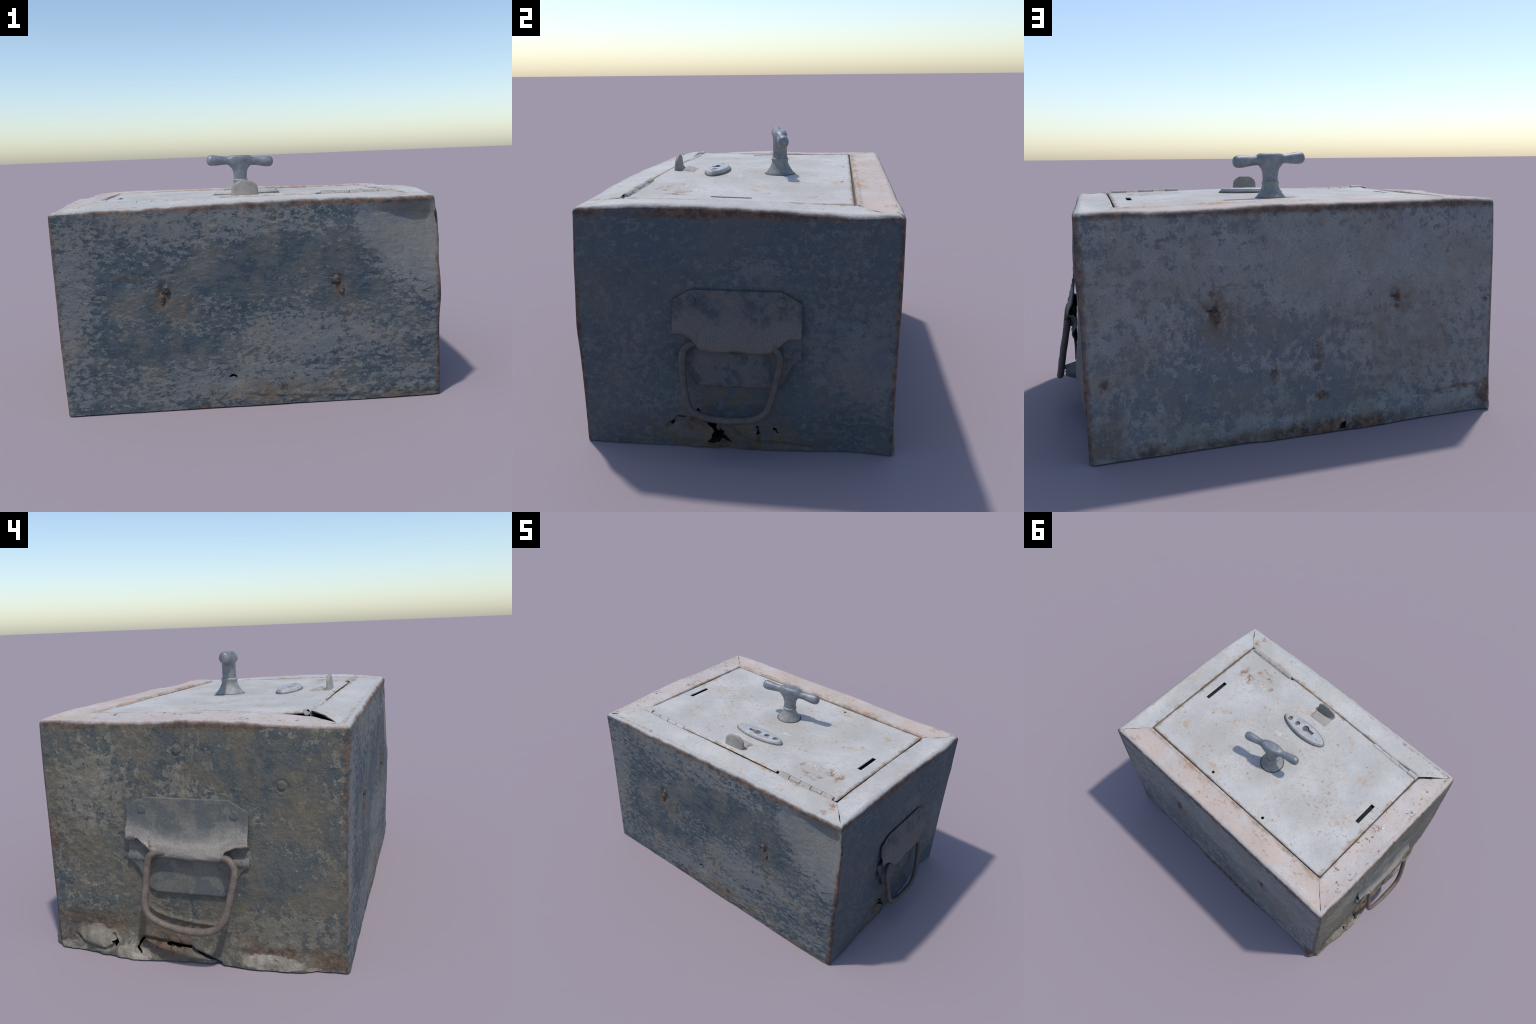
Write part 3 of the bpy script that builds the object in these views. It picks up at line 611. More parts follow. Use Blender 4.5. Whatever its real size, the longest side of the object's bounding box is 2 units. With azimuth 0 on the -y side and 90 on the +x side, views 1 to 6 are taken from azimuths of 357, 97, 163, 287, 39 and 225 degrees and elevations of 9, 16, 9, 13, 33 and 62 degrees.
def side_hole(k):
    def f(c, t):
        a, z = side_axis(k, c), t
        wob = (0.013 if k == 1 else 0.007) * fbm(a * 60, z * 60, 4, 90 + k, 0.65)
        if k == 0:
            d = poly_sdf(a, z, [(-0.130, 0.138), (-0.120, 0.152), (-0.106, 0.156), (-0.092, 0.149), (-0.086, 0.137), (-0.108, 0.144)])
            return d + 0.3 * wob
        if k == 1:
            d = poly_sdf(a, z, [(-0.075, 0.088), (-0.045, 0.062), (-0.02, 0.020), (-0.05, 0.022), (-0.105, 0.028), (-0.090, 0.06)])
            d = np.minimum(d, poly_sdf(a, z, [(-0.16, 0.150), (-0.145, 0.178), (-0.115, 0.172), (-0.10, 0.150), (-0.13, 0.142)]))
            d = np.minimum(d, path_dist(a, z, [(-0.26, 0.092), (-0.225, 0.126), (-0.20, 0.128)]) - 0.004)
            d = np.minimum(d, path_dist(a, z, [(-0.165, 0.124), (-0.13, 0.110), (-0.08, 0.090)]) - 0.006)
            d = np.minimum(d, path_dist(a, z, [(0.158, 0.096), (0.172, 0.078)]) - 0.004)
            d = np.minimum(d, path_dist(a, z, [(0.087, 0.095), (0.094, 0.066)]) - 0.0035)
            return d + wob
        if k == 2:
            return poly_sdf(a, z, [(-0.165, 0.040), (-0.14, 0.030), (-0.135, 0.012), (-0.115, 0.006), (-0.16, 0.006)]) + 0.6 * wob
        d = path_dist(a, z, [(-0.010, 0.050), (-0.025, 0.038), (-0.07, 0.020), (-0.12, 0.006)]) - 0.0055
        d = np.minimum(d, poly_sdf(a, z, [(0.335, 0.055), (0.305, 0.062), (0.315, 0.040), (0.325, 0.035)]))
        d = np.minimum(d, path_dist(a, z, [(0.205, 0.070), (0.215, 0.045), (0.200, 0.03)]) - 0.0045)
        d = np.minimum(d, path_dist(a, z, [(0.10, 0.058), (0.0, 0.050)]) - 0.004)
        return d + 0.5 * wob
    return f

def side_map(k):
    k2 = (k + 1) % 4
    def corner_at(i, z):
        return np.stack([corner_x[i](z), corner_y[i](z)], -1)
    # inward diagonal of each corner
    diag = np.array([(1, 1), (-1, 1), (-1, -1), (1, -1)], float)
    def f(c, t, w=None):
        a = side_axis(k, c)
        zt = ztop[k](a)
        fz = np.clip(t / H, 0, 1)
        th = np.clip((t - H) / RT, 0, math.pi / 2)
        zb = 0.0005 + 0.0022 * (1 + fbm(a * 8, a * 0 + k, 3, 70 + k))
        zwall = zb + fz * (zt - RT - zb)
        I = (RT * (1 - np.cos(th)))[:, None]
        z = zwall + RT * np.sin(th)
        A0 = corner_at(k, z) + diag[k] * I
        B0 = corner_at(k2, z) + diag[k2] * I
        wr = np.zeros_like(c) if w is None else w
        if w is not None:
            A0 = A0 + (INNER[k] - A0) * w[:, None]
            B0 = B0 + (INNER[k2] - B0) * w[:, None]
            zi = INNER_Z[k] + (INNER_Z[k2] - INNER_Z[k]) * c / SIDE_LEN[k]
            zi = zi + 0.006 * np.sin(math.pi * c / SIDE_LEN[k])
            z = z + (zi - z) * smooth(0, 1, w)
        D = B0 - A0
        Ln = np.linalg.norm(D, axis=1, keepdims=True); dv = D / Ln
        rc = RC * (1 - wr)
        L = SIDE_LEN[k]
        ce = np.minimum(c, L - c)
        phi = np.clip(math.pi / 4 * (1 - ce / CA), 0, math.pi / 4)
        al = np.where(ce < CA, rc * (1 - np.sin(phi)), rc + (ce - CA) / (L - 2 * CA) * (Ln[:, 0] - 2 * rc))
        ins = rc * (1 - np.cos(phi))
        first = c <= L / 2
        along = np.where(first, al, Ln[:, 0] - al)
        # direction of the neighbouring sides at both corners
        nin = -OUT[k][:2]
        pa = A0 + dv * along[:, None] + nin * ins[:, None]
        xyz = np.concatenate([pa, z[:, None]], 1)
        window = smooth(0.0, 0.022, ce)
        if k == 0:
            window = np.where(c > L / 2, smooth(-0.012, 0.05, ce), window)
            window = np.where(ce <= 0, 0, window)
        dis = relief(k, a, zwall) * window * np.cos(th)
        if w is not None: dis = dis * 0
        xyz = xyz + OUT[k] * dis[:, None]
        # jagged little dents along the two fold lines
        xyz[:, 2] += (0.0025 * fbm(a * 16, a * 0 + 3 * k, 4, 80 + k)) * smooth(0.85, 1.0, fz) * smooth(0, 0.03, ce) * (1 - wr)
        # shared corner columns wander a little too
        return xyz
    return f

def columns(L, step):
    n = int(round(L / step))
    mid = np.linspace(CA, L - CA, n)
    return np.concatenate([np.linspace(0, CA, 4)[:-1], mid, np.linspace(L - CA, L, 4)[1:]])

wall_paints = [front_paint, right_paint, back_paint, left_paint]
rim_paints = [hinge_rim_paint, plain_rim_paint, rusty_rim_paint, spotted_rim_paint]
parts = []
for k in range(4):
    f = side_map(k)
    cg = columns(SIDE_LEN[k], 0.0042)
    if k in (0, 2):                                # finer mesh round the punched marks
        for ca in (0.478, 1.288) if k == 0 else (0.498, 1.288):
            cg = np.concatenate([cg[(cg < ca - 0.05) | (cg > ca + 0.05)], np.linspace(ca - 0.05, ca + 0.05, 46)])
        cg = np.sort(cg)
    tg = np.concatenate([np.arange(0, 0.20, 0.0030), np.linspace(0.20, 0.47, 62), np.linspace(0.47, 0.63, 70)[1:], np.linspace(0.63, H - 0.05, 60)[1:], np.linspace(H - 0.05, H, 12)[1:], H + ARC * np.linspace(0, 1, 6)[1:]])
    V, F = sheet_arrays(cg, tg, f, side_hole(k))
    parts.append(["side_panel", k, V, F, wall_paints[k], 0.008])

def rim_height(k, a, w, c):
    """gentle warping of the rim strips, and the lifted end of the hinge strip"""
    ce = np.minimum(c, SIDE_LEN[k] - c)
    d = 0.0022 * fbm(a * 5, w * 2.0 + 7 * k, 3, 100 + k) * smooth(0, 0.15, w)
    if k == 0:
        d = d + 0.011 * smooth(0.17 + 0.10 * w, 0.03 + 0.10 * w, c) * smooth(0.10, 0.6, w) - 0.004 * smooth(0.06, 0.0, c) * smooth(0.4, 0.1, w)
    if k == 3:
        d = d - 0.009 * smooth(SIDE_LEN[3] - 0.22, SIDE_LEN[3], c) * smooth(0.1, 0.8, w)
    if k == 1:
        d = d - 0.003 * np.sin(math.pi * np.clip(w, 0, 1)) * smooth(0.0, 0.3, ce)
    if k == 2:
        d = d + 0.006 * np.exp(-((w - 0.92) / 0.06) ** 2) * smooth(0.1, 0.4, a + 0.3)
    if k == 2:
        d = d - 0.007 * np.sin(math.pi * np.clip(w, 0, 1)) * smooth(0.50, 0.72, np.abs(a))
    if k in (1, 3):
        d = d - 0.007 * np.sin(math.pi * np.clip(w, 0, 1)) * smooth(-0.1, 0.32, a)
    return d

for k in range(4):
    f = side_map(k)
    L = SIDE_LEN[k]
    cg = columns(L, 0.0075)
    wg = np.concatenate([np.linspace(0, 0.94, 30), np.linspace(0.95, 1.0, 6), np.linspace(1.06, 1.30, 4)])
    gap = 0.0032
    def rim(c, w, k=k, f=f, L=L):
        wc = np.clip(w, 0, 1)
        # draw the strip ends back from the mitre so that the seam shows as a gap
        pull = gap * smooth(0.0, 0.10, wc) * (1.0 + 0.8 * vnoise(wc * 6, wc * 0 + k, 5))
        c2 = L / 2 + (c - L / 2) * (1 - 2 * pull / L)
        p = f(c2, np.full_like(c, H + ARC), wc)
        a = side_axis(k, c2)
        p[:, 2] += rim_height(k, a, wc, c2)
        edge = smooth(0.935, 1.0, wc)
        p[:, 2] -= 0.006 * edge ** 2 + np.clip(w - 1, 0, 1) * 0.12
        return p
    V, F = sheet_arrays(cg, wg, rim)
    parts.append(["rim_strip", k, V, F, rim_paints[k], 0.006])

# one smooth skin: shared normals wherever the panels and strips meet
keys, sums = {}, {}
for p in parts:
    used, F2 = compact(p[2], p[3]); p[2] = p[2][used]; p[3] = F2
    p.append(vertex_normals(p[2], p[3]))
lookup = {}
for p in parts:
    q = np.round(p[2] * 2e4).astype(np.int64)
    p.append(q)
    E = np.concatenate([p[3][:, [0, 1]], p[3][:, [1, 2]], p[3][:, [2, 3]], p[3][:, [3, 0]]])
    key = np.sort(E, 1); _, inv, cnt = np.unique(key[:, 0] * len(p[2]) + key[:, 1], return_inverse=True, return_counts=True)
    b = np.unique(E[cnt[inv] == 1]); p.append(b)
    for i in b:
        lookup.setdefault(tuple(q[i]), []).append(p[6][i] if False else p[6][i])
for p in parts:
    N, q, b = p[6], p[7], p[8]
    shared = set()
    for i in b:
        l = lookup[tuple(q[i])]
        if len(l) > 1:
            s = np.sum(l, 0); N[i] = s / np.linalg.norm(s); shared.add(int(i))
    n = len(p[2])
    Vs, Fs = thicken(p[2], p[3], N, p[5])
    Vs[:, 2] = np.maximum(Vs[:, 2], 0.0)
    mesh_object(p[0], Vs, Fs, box, p[4], normals=np.vstack([N, -N]))

# floor of the box, just inside the walls
def flat_box(name, x0, x1, y0, y1, z0, z1, parent, mat):
    v = [(x, y, z) for z in (z0, z1) for y in (y0, y1) for x in (x0, x1)]
    return mesh_object(name, v, [(0, 2, 3, 1), (4, 5, 7, 6), (0, 1, 5, 4), (1, 3, 7, 5), (3, 2, 6, 7), (2, 0, 4, 6)], parent, mat, False)
flat_box("bottom_panel", -0.845, 0.835, -0.56, 0.57, 0.006, 0.016, box, inner_dark)

for x0, x1, y0, y1 in [(-0.76, 0.76, -0.50, -0.44), (-0.76, 0.76, 0.41, 0.48), (-0.76, -0.70, -0.439, 0.409), (0.70, 0.76, -0.439, 0.409)]:
    flat_box("lid_ledge", x0, x1, y0, y1, 0.925, 0.945, box, ledge_steel)

flat_box("slot_shadow_block", -0.690, 0.690, -0.405, 0.405, 0.880, 0.943, box, slot_shadow_mat)  # black block modelled for the shadow seen down the slots

# ------------------------------------------------------------------ lid
LID = INNER + np.array([(0.005, 0.0035), (-0.008, 0.0035), (-0.007, -0.007), (0.004, -0.006)])
LID_Z = [0.966, 0.972, 0.957, 0.966]
SLOTS = [(0.626, 0.650, -0.122, 0.039), (-0.657, -0.633, -0.122, 0.030)]
SLOT_CT = [((x0 + 0.716) / 1.432 * 1.445, (x1 + 0.716) / 1.432 * 1.445, (y0 + 0.453) / 0.886 * 0.9, (y1 + 0.453) / 0.886 * 0.9) for x0, x1, y0, y1 in SLOTS]
PINHOLES = [(0.208, 0.393), (-0.231, 0.397)]
HINGES = [(0.352, 0.700), (-0.722, -0.376)]

def lid_z(x, y):
    u = (x + 0.72) / 1.445; v = (y + 0.457) / 0.9
    z = (LID_Z[0] * (1 - u) + LID_Z[1] * u) * (1 - v) + (LID_Z[3] * (1 - u) + LID_Z[2] * u) * v
    dome = np.clip(4 * u * (1 - u), 0, 1) ** 0.7 * np.clip(4 * v * (1 - v), 0, 1) ** 0.7
    front = np.exp(-(v / 0.10) ** 2) * np.clip(4 * u * (1 - u), 0, 1)
    belly = np.exp(-(((x - 0.0) / 0.34) ** 2 + ((y + 0.27) / 0.20) ** 2))
    return z - 0.004 * dome + 0.007 * front + 0.009 * belly

def lid_relief(x, y):
    d = 0.0022 * fbm(x * 4, y * 4, 3, 201)
    d = d + 0.007 * smooth(0.13, 0.0, np.hypot((x + 0.72) * 0.8, y + 0.457)) 
    # frame of the little window the tab was bent out of
    wd = poly_sdf(x, y, [(-0.064, -0.385), (0.054, -0.378), (0.054, -0.322), (-0.064, -0.335)])
    d = d - 0.0025 * np.exp(-(wd / 0.004) ** 2) + (0.003 + 0.010 * smooth(-0.325, -0.385, y)) * smooth(0.004, -0.006, wd)
    for cx, cy, r, h in [(0.55, -0.25, 0.03, -0.004), (0.436, -0.338, 0.03, -0.003), (0.43, -0.27, 0.05, 0.004), (0.38, -0.29, 0.02, -0.003)]:
        d = d + h * np.exp(-((x - cx) ** 2 + (y - cy) ** 2) / r ** 2)
    return d

def lid_uv(c, t):
    u, v = c / 1.445, t / 0.9
    return (LID[0] * ((1 - u) * (1 - v))[:, None] + LID[1] * (u * (1 - v))[:, None] + LID[2] * (u * v)[:, None] + LID[3] * ((1 - u) * v)[:, None])

def lid_map(c, t):
    p = lid_uv(c, t)
    # round the plan corners a touch
    ec, et = np.minimum(c, 1.445 - c), np.minimum(t, 0.9 - t)
    e = np.minimum(ec, et)
    z = lid_z(p[:, 0], p[:, 1]) + lid_relief(p[:, 0], p[:, 1])
    z = z - 0.006 * (1 - smooth(0, 0.008, e)) 
    ro = np.clip(1 - np.hypot(np.minimum(ec, 0.02) - 0.02, np.minimum(et, 0.02) - 0.02) / 0.02, -1, 0)
    cen = lid_uv(np.full(1, 0.7225), np.full(1, 0.45))[0]
    dirv = cen - p
    dirv = np.sign(dirv) * 1.0
    p = p - dirv * (ro * 0.02)[:, None] * 0.6
    return np.concatenate([p, z[:, None]], 1)

def lid_hole(c, t, slots=True):
    p = lid_uv(c, t); x, y = p[:, 0], p[:, 1]
    d = np.full(len(x), 9.0)
    for c0, c1, t0, t1 in SLOT_CT if slots else []:
        d = np.minimum(d, np.maximum(np.abs(c - (c0 + c1) / 2) - (c1 - c0) / 2, np.abs(t - (t0 + t1) / 2) - (t1 - t0) / 2))
    for px, py in PINHOLES:
        d = np.minimum(d, np.hypot(x - px, y - py) - 0.0095)
    d = np.minimum(d, np.minimum(np.hypot(x - 0.004, y + 0.222) - 0.021, np.maximum(np.abs(x + 0.027) - 0.030, np.abs(y + 0.222) - 0.0105)))
    # notch beyond the end of the hinge
    d = np.minimum(d, np.maximum(np.abs(x - 0.344) - 0.014, np.abs(y + 0.452) - 0.012))
    return d

def refine(lo, hi, step, marks):
    g = list(np.linspace(lo, hi, int((hi - lo) / step)))
    for m0, m1, st in marks:
        g = [v for v in g if v < m0 or v > m1] + list(np.arange(m0, m1, st))
    return np.array(sorted(g))
ex = [v for s4 in SLOT_CT for v in s4[:2]]; ey = [v for s4 in SLOT_CT for v in s4[2:]]
def with_lines(g, lines):
    g = [v for v in g if min(abs(v - l) for l in lines) > 0.0012]
    return np.unique(np.round(np.concatenate([g, lines]), 6))
cg = refine(0, 1.445, 0.006, [ (0.915, 0.94, 0.0022), (0.474, 0.505, 0.0022), (0.66, 0.75, 0.003), (1.04, 1.085, 0.003)])
cg = with_lines(cg, [0.003, 1.442] + ex)
tg = refine(0, 0.9, 0.006, [(0.325, 0.345, 0.0025), (0.479, 0.50, 0.0025), (0.835, 0.865, 0.0022), (0.21, 0.26, 0.003), (0.0, 0.025, 0.0025)])
tg = with_lines(tg, [0.897] + ey)
V, F = sheet_arrays(cg, tg, lid_map, lid_hole, lambda c, t: lid_hole(c, t, False))
used, F = compact(V, F); V = V[used]
N = vertex_normals(V, F)
Vs, Fs = thicken(V, F, N, 0.007)
lid = mesh_object("lid", Vs, Fs, box, lid_paint)

# ------------------------------------------------------------------ solid helpers
def loft(rings, closed_ends=True):
    """rings of equal length joined into a tube"""
    n = len(rings[0]); v = [p for r in rings for p in r]; f = []
    for i in range(len(rings) - 1):
        for j in range(n):
            a, b = i * n + j, i * n + (j + 1) % n
            f.append((a, b, b + n, a + n))
    if closed_ends:
        f.append(tuple(range(n))[::-1]); f.append(tuple(range((len(rings) - 1) * n, len(rings) * n)))
    return v, f

def lathe(profile, centre, segs=40, wobble=0.0):
    rings = []
    for r, z in profile:
        rings.append([(centre[0] + r * math.cos(2 * math.pi * j / segs) * (1 + wobble * math.sin(3 * 2 * math.pi * j / segs + 40 * z)),
                       centre[1] + r * math.sin(2 * math.pi * j / segs), z) for j in range(segs)])
    return loft(rings)

def tube(path, radius, segs=14, closed=False, name="ring", parent=None, mat=None, vary=0.0, seed=0):
    P = [Vector(p) for p in path]; n = len(P)
    # Catmull-Rom resample
    Q = []
    m = n if closed else n - 1
    for i in range(m):
        p0, p1, p2, p3 = (P[(i - 1) % n] if closed or i else P[0]), P[i], P[(i + 1) % n], (P[(i + 2) % n] if closed or i + 2 < n else P[-1])
        for s in range(10):
            t = s / 10
            Q.append(0.5 * ((2 * p1) + (p2 - p0) * t + (2 * p0 - 5 * p1 + 4 * p2 - p3) * t * t + (3 * p1 - p0 - 3 * p2 + p3) * t ** 3))
    if not closed: Q.append(P[-1])
    k = len(Q); rings = []; up = None
    for i in range(k):
        tg = (Q[(i + 1) % k] - Q[i - 1]) if closed or 0 < i < k - 1 else (Q[1] - Q[0] if i == 0 else Q[-1] - Q[-2])
        tg.normalize()
        if up is None: up = tg.orthogonal().normalized()
        up = (up - tg * up.dot(tg)).normalized(); side = tg.cross(up)
        r = radius * (1 + vary * float(vnoise(i * 0.13, 0.5, seed)))
        rings.append([tuple(Q[i] + (up * math.cos(a) + side * math.sin(a)) * r) for a in [2 * math.pi * j / segs for j in range(segs)]])
    if closed:
        # find the turn that best matches the last ring to the first
        best = min(range(segs), key=lambda s: sum((Vector(rings[-1][j]) - Vector(rings[0][(j + s) % segs])).length for j in range(segs)))
        v, f = loft(rings, False)
        b0 = (k - 1) * segs
        for j in range(segs):
            a, b = b0 + j, b0 + (j + 1) % segs
            f.append((a, b, (j + 1 + best) % segs, (j + best) % segs))
    else:
        v, f = loft(rings)
    return mesh_object(name, v, f, parent, mat)

def apply_modifiers(o):
    dg = bpy.context.evaluated_depsgraph_get()
    dg.update()
    me = bpy.data.meshes.new_from_object(o.evaluated_get(dg))
    old = o.data; name = old.name
    o.modifiers.clear(); o.data = me
    bpy.data.meshes.remove(old); me.name = name
    me.polygons.foreach_set("use_smooth", np.ones(len(me.polygons), bool))

# ------------------------------------------------------------------ T-handle
HC = Vector((-0.006, 0.090, 0.0))
LZ = float(lid_z(np.array([HC.x]), np.array([HC.y]))[0])
axis = (Vector((0.181, 0.126, 1.128)) - Vector((-0.188, 0.052, 1.146))); half = axis.length / 2; axis.normalize()
mid = (Vector((0.181, 0.126, 1.128)) + Vector((-0.188, 0.052, 1.146))) / 2
side = Vector((0, 0, 1)).cross(axis).normalized(); up = axis.cross(side)
bar = curve([(-1.0, 0.010), (-0.985, 0.018), (-0.93, 0.0265), (-0.82, 0.0295), (-0.68, 0.0275), (-0.45, 0.0225), (-0.25, 0.024), (0, 0.028),
             (0.25, 0.024), (0.45, 0.0225), (0.68, 0.0275), (0.82, 0.0295), (0.93, 0.0265), (0.985, 0.018), (1.0, 0.010)])
rings = []
for s in np.linspace(-1, 1, 61):
    r = float(bar(s)); c = mid + axis * (s * half)
    rings.append([tuple(c + side * (r * 0.90 * math.cos(a)) + up * (r * math.sin(a))) for a in np.linspace(0, 2 * math.pi, 24, endpoint=False)])
v1, f1 = loft(rings)
# stem flaring into a flat-topped boss, elongated along the bar
rings = []
hx = Vector((axis.x, axis.y, 0)).normalized(); hy = Vector((-hx.y, hx.x, 0))
for z, rx, ry in [(LZ - 0.005, 0.036, 0.035), (1.00, 0.036, 0.035), (1.05, 0.0355, 0.035), (1.075, 0.037, 0.034), (1.095, 0.044, 0.034), (1.112, 0.060, 0.033), (1.128, 0.078, 0.033),
                  (1.145, 0.080, 0.034), (1.158, 0.070, 0.033), (1.165, 0.060, 0.029), (1.168, 0.050, 0.024)]:
    c = Vector((HC.x, HC.y, z))
    rings.append([tuple(c + hx * (rx * abs(math.cos(a)) ** 0.85 * math.copysign(1, math.cos(a))) + hy * (ry * abs(math.sin(a)) ** 0.85 * math.copysign(1, math.sin(a)))) for a in np.linspace(0, 2 * math.pi, 28, endpoint=False)])
v2, f2 = loft(rings)
grip = mesh_object("turn_handle", v1 + v2, [tuple(f) for f in f1] + [tuple(i + len(v1) for i in f) for f in f2], box, cast_metal)
m = grip.modifiers.new("fuse", 'REMESH'); m.mode = 'VOXEL'; m.voxel_size = 0.0035
m = grip.modifiers.new("soften", 'SMOOTH'); m.factor = 0.6; m.iterations = 7
apply_modifiers(grip)
v, f = lathe([(0.070, LZ - 0.010), (0.070, LZ + 0.001), (0.066, LZ + 0.008), (0.057, LZ + 0.020), (0.049, LZ + 0.032), (0.043, LZ + 0.044), (0.0395, LZ + 0.054), (0.0392, LZ + 0.062),
              (0.0405, LZ + 0.066), (0.0412, LZ + 0.070), (0.0405, LZ + 0.074), (0.0372, LZ + 0.078), (0.030, LZ + 0.078)], (HC.x, HC.y), 48, 0.012)
mesh_object("handle_collar", v, f, grip, collar_metal)
v, f = lathe([(0.0745, LZ - 0.010), (0.0745, LZ + 0.0012), (0.060, LZ + 0.0016)], (HC.x, HC.y), 48)
mesh_object("handle_washer", v, f, grip, inner_dark)

# ------------------------------------------------------------------ keyhole plate
EX0, EX1, EY = -0.146, 0.166, -0.214
EZ = float(lid_z(np.array([0.0]), np.array([EY]))[0])
rings = []
def lens(scale, z, n=64):
    r = []
    for a in np.linspace(0, 2 * math.pi, n, endpoint=False):
        ca, sa = math.cos(a), math.sin(a)
        x = (EX0 + EX1) / 2 + (EX1 - EX0) / 2 * math.copysign(abs(ca) ** (1.0 if ca < 0 else 1.15), ca) * (1 - (1 - scale) * 0.35)
        wv = 0.047 * math.copysign(abs(sa) ** 1.05, sa) * scale
        r.append((x, EY + wv - 0.0 * ca, z + (0.0015 * ca)))
    return r
v, f = loft([lens(1.22, EZ - 0.008), lens(1.18, EZ + 0.002), lens(1.08, EZ + 0.011), lens(1.02, EZ + 0.0175), lens(0.95, EZ + 0.0205), lens(0.80, EZ + 0.0212)])
vb, fb = loft([lens(1.27, EZ - 0.008), lens(1.25, EZ + 0.0015), lens(1.17, EZ + 0.0075), lens(1.09, EZ + 0.0085)])
mesh_object("keyhole_plate_dark_band", vb, fb, box, band_dark)
plate = mesh_object("keyhole_plate", v, f, box, plate_metal, False)
def cutter(kind, **k):
    bm = bmesh.new()
    if kind == 'cyl':
        bmesh.ops.create_cone(bm, cap_ends=True, segments=28, radius1=k['r'], radius2=k['r'], depth=k['z1'] - k['z0'])
        bmesh.ops.translate(bm, verts=bm.verts, vec=(k['x'], k['y'], (k['z0'] + k['z1']) / 2))
    else:
        bmesh.ops.create_cube(bm, size=1)
        bmesh.ops.scale(bm, verts=bm.verts, vec=(k['x1'] - k['x0'], k['y1'] - k['y0'], k['z1'] - k['z0']))
        bmesh.ops.translate(bm, verts=bm.verts, vec=((k['x0'] + k['x1']) / 2, (k['y0'] + k['y1']) / 2, (k['z0'] + k['z1']) / 2))
    me = bpy.data.meshes.new("cutter"); bm.to_mesh(me); bm.free()
    o = bpy.data.objects.new("cutter", me); bpy.context.scene.collection.objects.link(o)
    return o
cuts = [cutter('cyl', x=0.004, y=-0.222, r=0.0215, z0=EZ - 0.05, z1=EZ + 0.05),
        cutter('box', x0=-0.058, x1=0.002, y0=-0.2325, y1=-0.2115, z0=EZ - 0.05, z1=EZ + 0.05),
        cutter('cyl', x=0.068, y=-0.215, r=0.0155, z0=EZ + 0.008, z1=EZ + 0.05),
        cutter('cyl', x=0.128, y=-0.212, r=0.0155, z0=EZ + 0.012, z1=EZ + 0.05)]
for c in cuts:
    m = plate.modifiers.new("cut", 'BOOLEAN'); m.operation = 'DIFFERENCE'; m.object = c; m.solver = 'EXACT'
apply_modifiers(plate)
for c in cuts:
    bpy.data.objects.remove(c)
plate.data.polygons.foreach_set("use_smooth", np.zeros(len(plate.data.polygons), bool))
m = plate.modifiers.new("bevel", 'BEVEL'); m.width = 0.0018; m.segments = 2; m.limit_method = 'ANGLE'
def disc(name, x, y, z, r, h, parent, mat, n=(0, 0, 1), segs=24):
    """low round rivet head standing on a surface"""
    nz = Vector(n).normalized(); ux = nz.orthogonal().normalized(); uy = nz.cross(ux); c = Vector((x, y, z))
    rings = []
    for rr, hh in [(1.0, -0.004), (1.0, h * 0.45), (0.9, h * 0.85), (0.6, h * 0.98), (0.2, h)]:
        rings.append([tuple(c + nz * hh + (ux * math.cos(a) + uy * math.sin(a)) * r * rr) for a in np.linspace(0, 2 * math.pi, segs, endpoint=False)])
    v, f = loft(rings)
    return mesh_object(name, v, f, parent, mat)
disc("rivet", 0.068, -0.215, EZ + 0.008, 0.0138, 0.002, plate, recess_metal)
disc("rivet", 0.128, -0.212, EZ + 0.012, 0.0138, 0.002, plate, recess_metal)
disc("rivet", -0.105, -0.218, EZ + 0.0205, 0.0145, 0.0022, plate, plate_metal)

# ------------------------------------------------------------------ bent-up tab
TZ = float(lid_z(np.array([0.0]), np.array([-0.41]))[0])
rings = []
for i, h in enumerate(np.linspace(-0.006, 0.071, 22)):
    hh = max(h, 0) / 0.070
    wl = 0.066 * (1 - 0.10 * hh) * (1 - max(0, (hh - 0.45) / 0.56) ** 2.6 * 0.62)
    back = 0.020 * math.exp(-max(h, 0) / 0.010)              # foot swept back into the lid
    thick = 0.022 - 0.008 * hh
    if i == 21: thick *= 0.45; wl *= 0.93
    cx, cy = -0.006, -0.424 + 0.010 * hh
    ring = []
    for a in np.linspace(0, 2 * math.pi, 36, endpoint=False):
        ca, sa = math.cos(a), math.sin(a)
        x = cx + wl * math.copysign(abs(ca) ** 0.35, ca)
        y = cy + (thick / 2 + (back if sa > 0 else 0)) * math.copysign(abs(sa) ** 0.6, sa) + thick / 2 - 0.004 * (1 - ca * ca) + 0.05 * x
        ring.append((x, y, TZ + h + 0.03 * (x - cx) * 0.5))
    rings.append(ring)
v, f = loft(rings)
mesh_object("bent_tab", v, f, box, tab_metal)

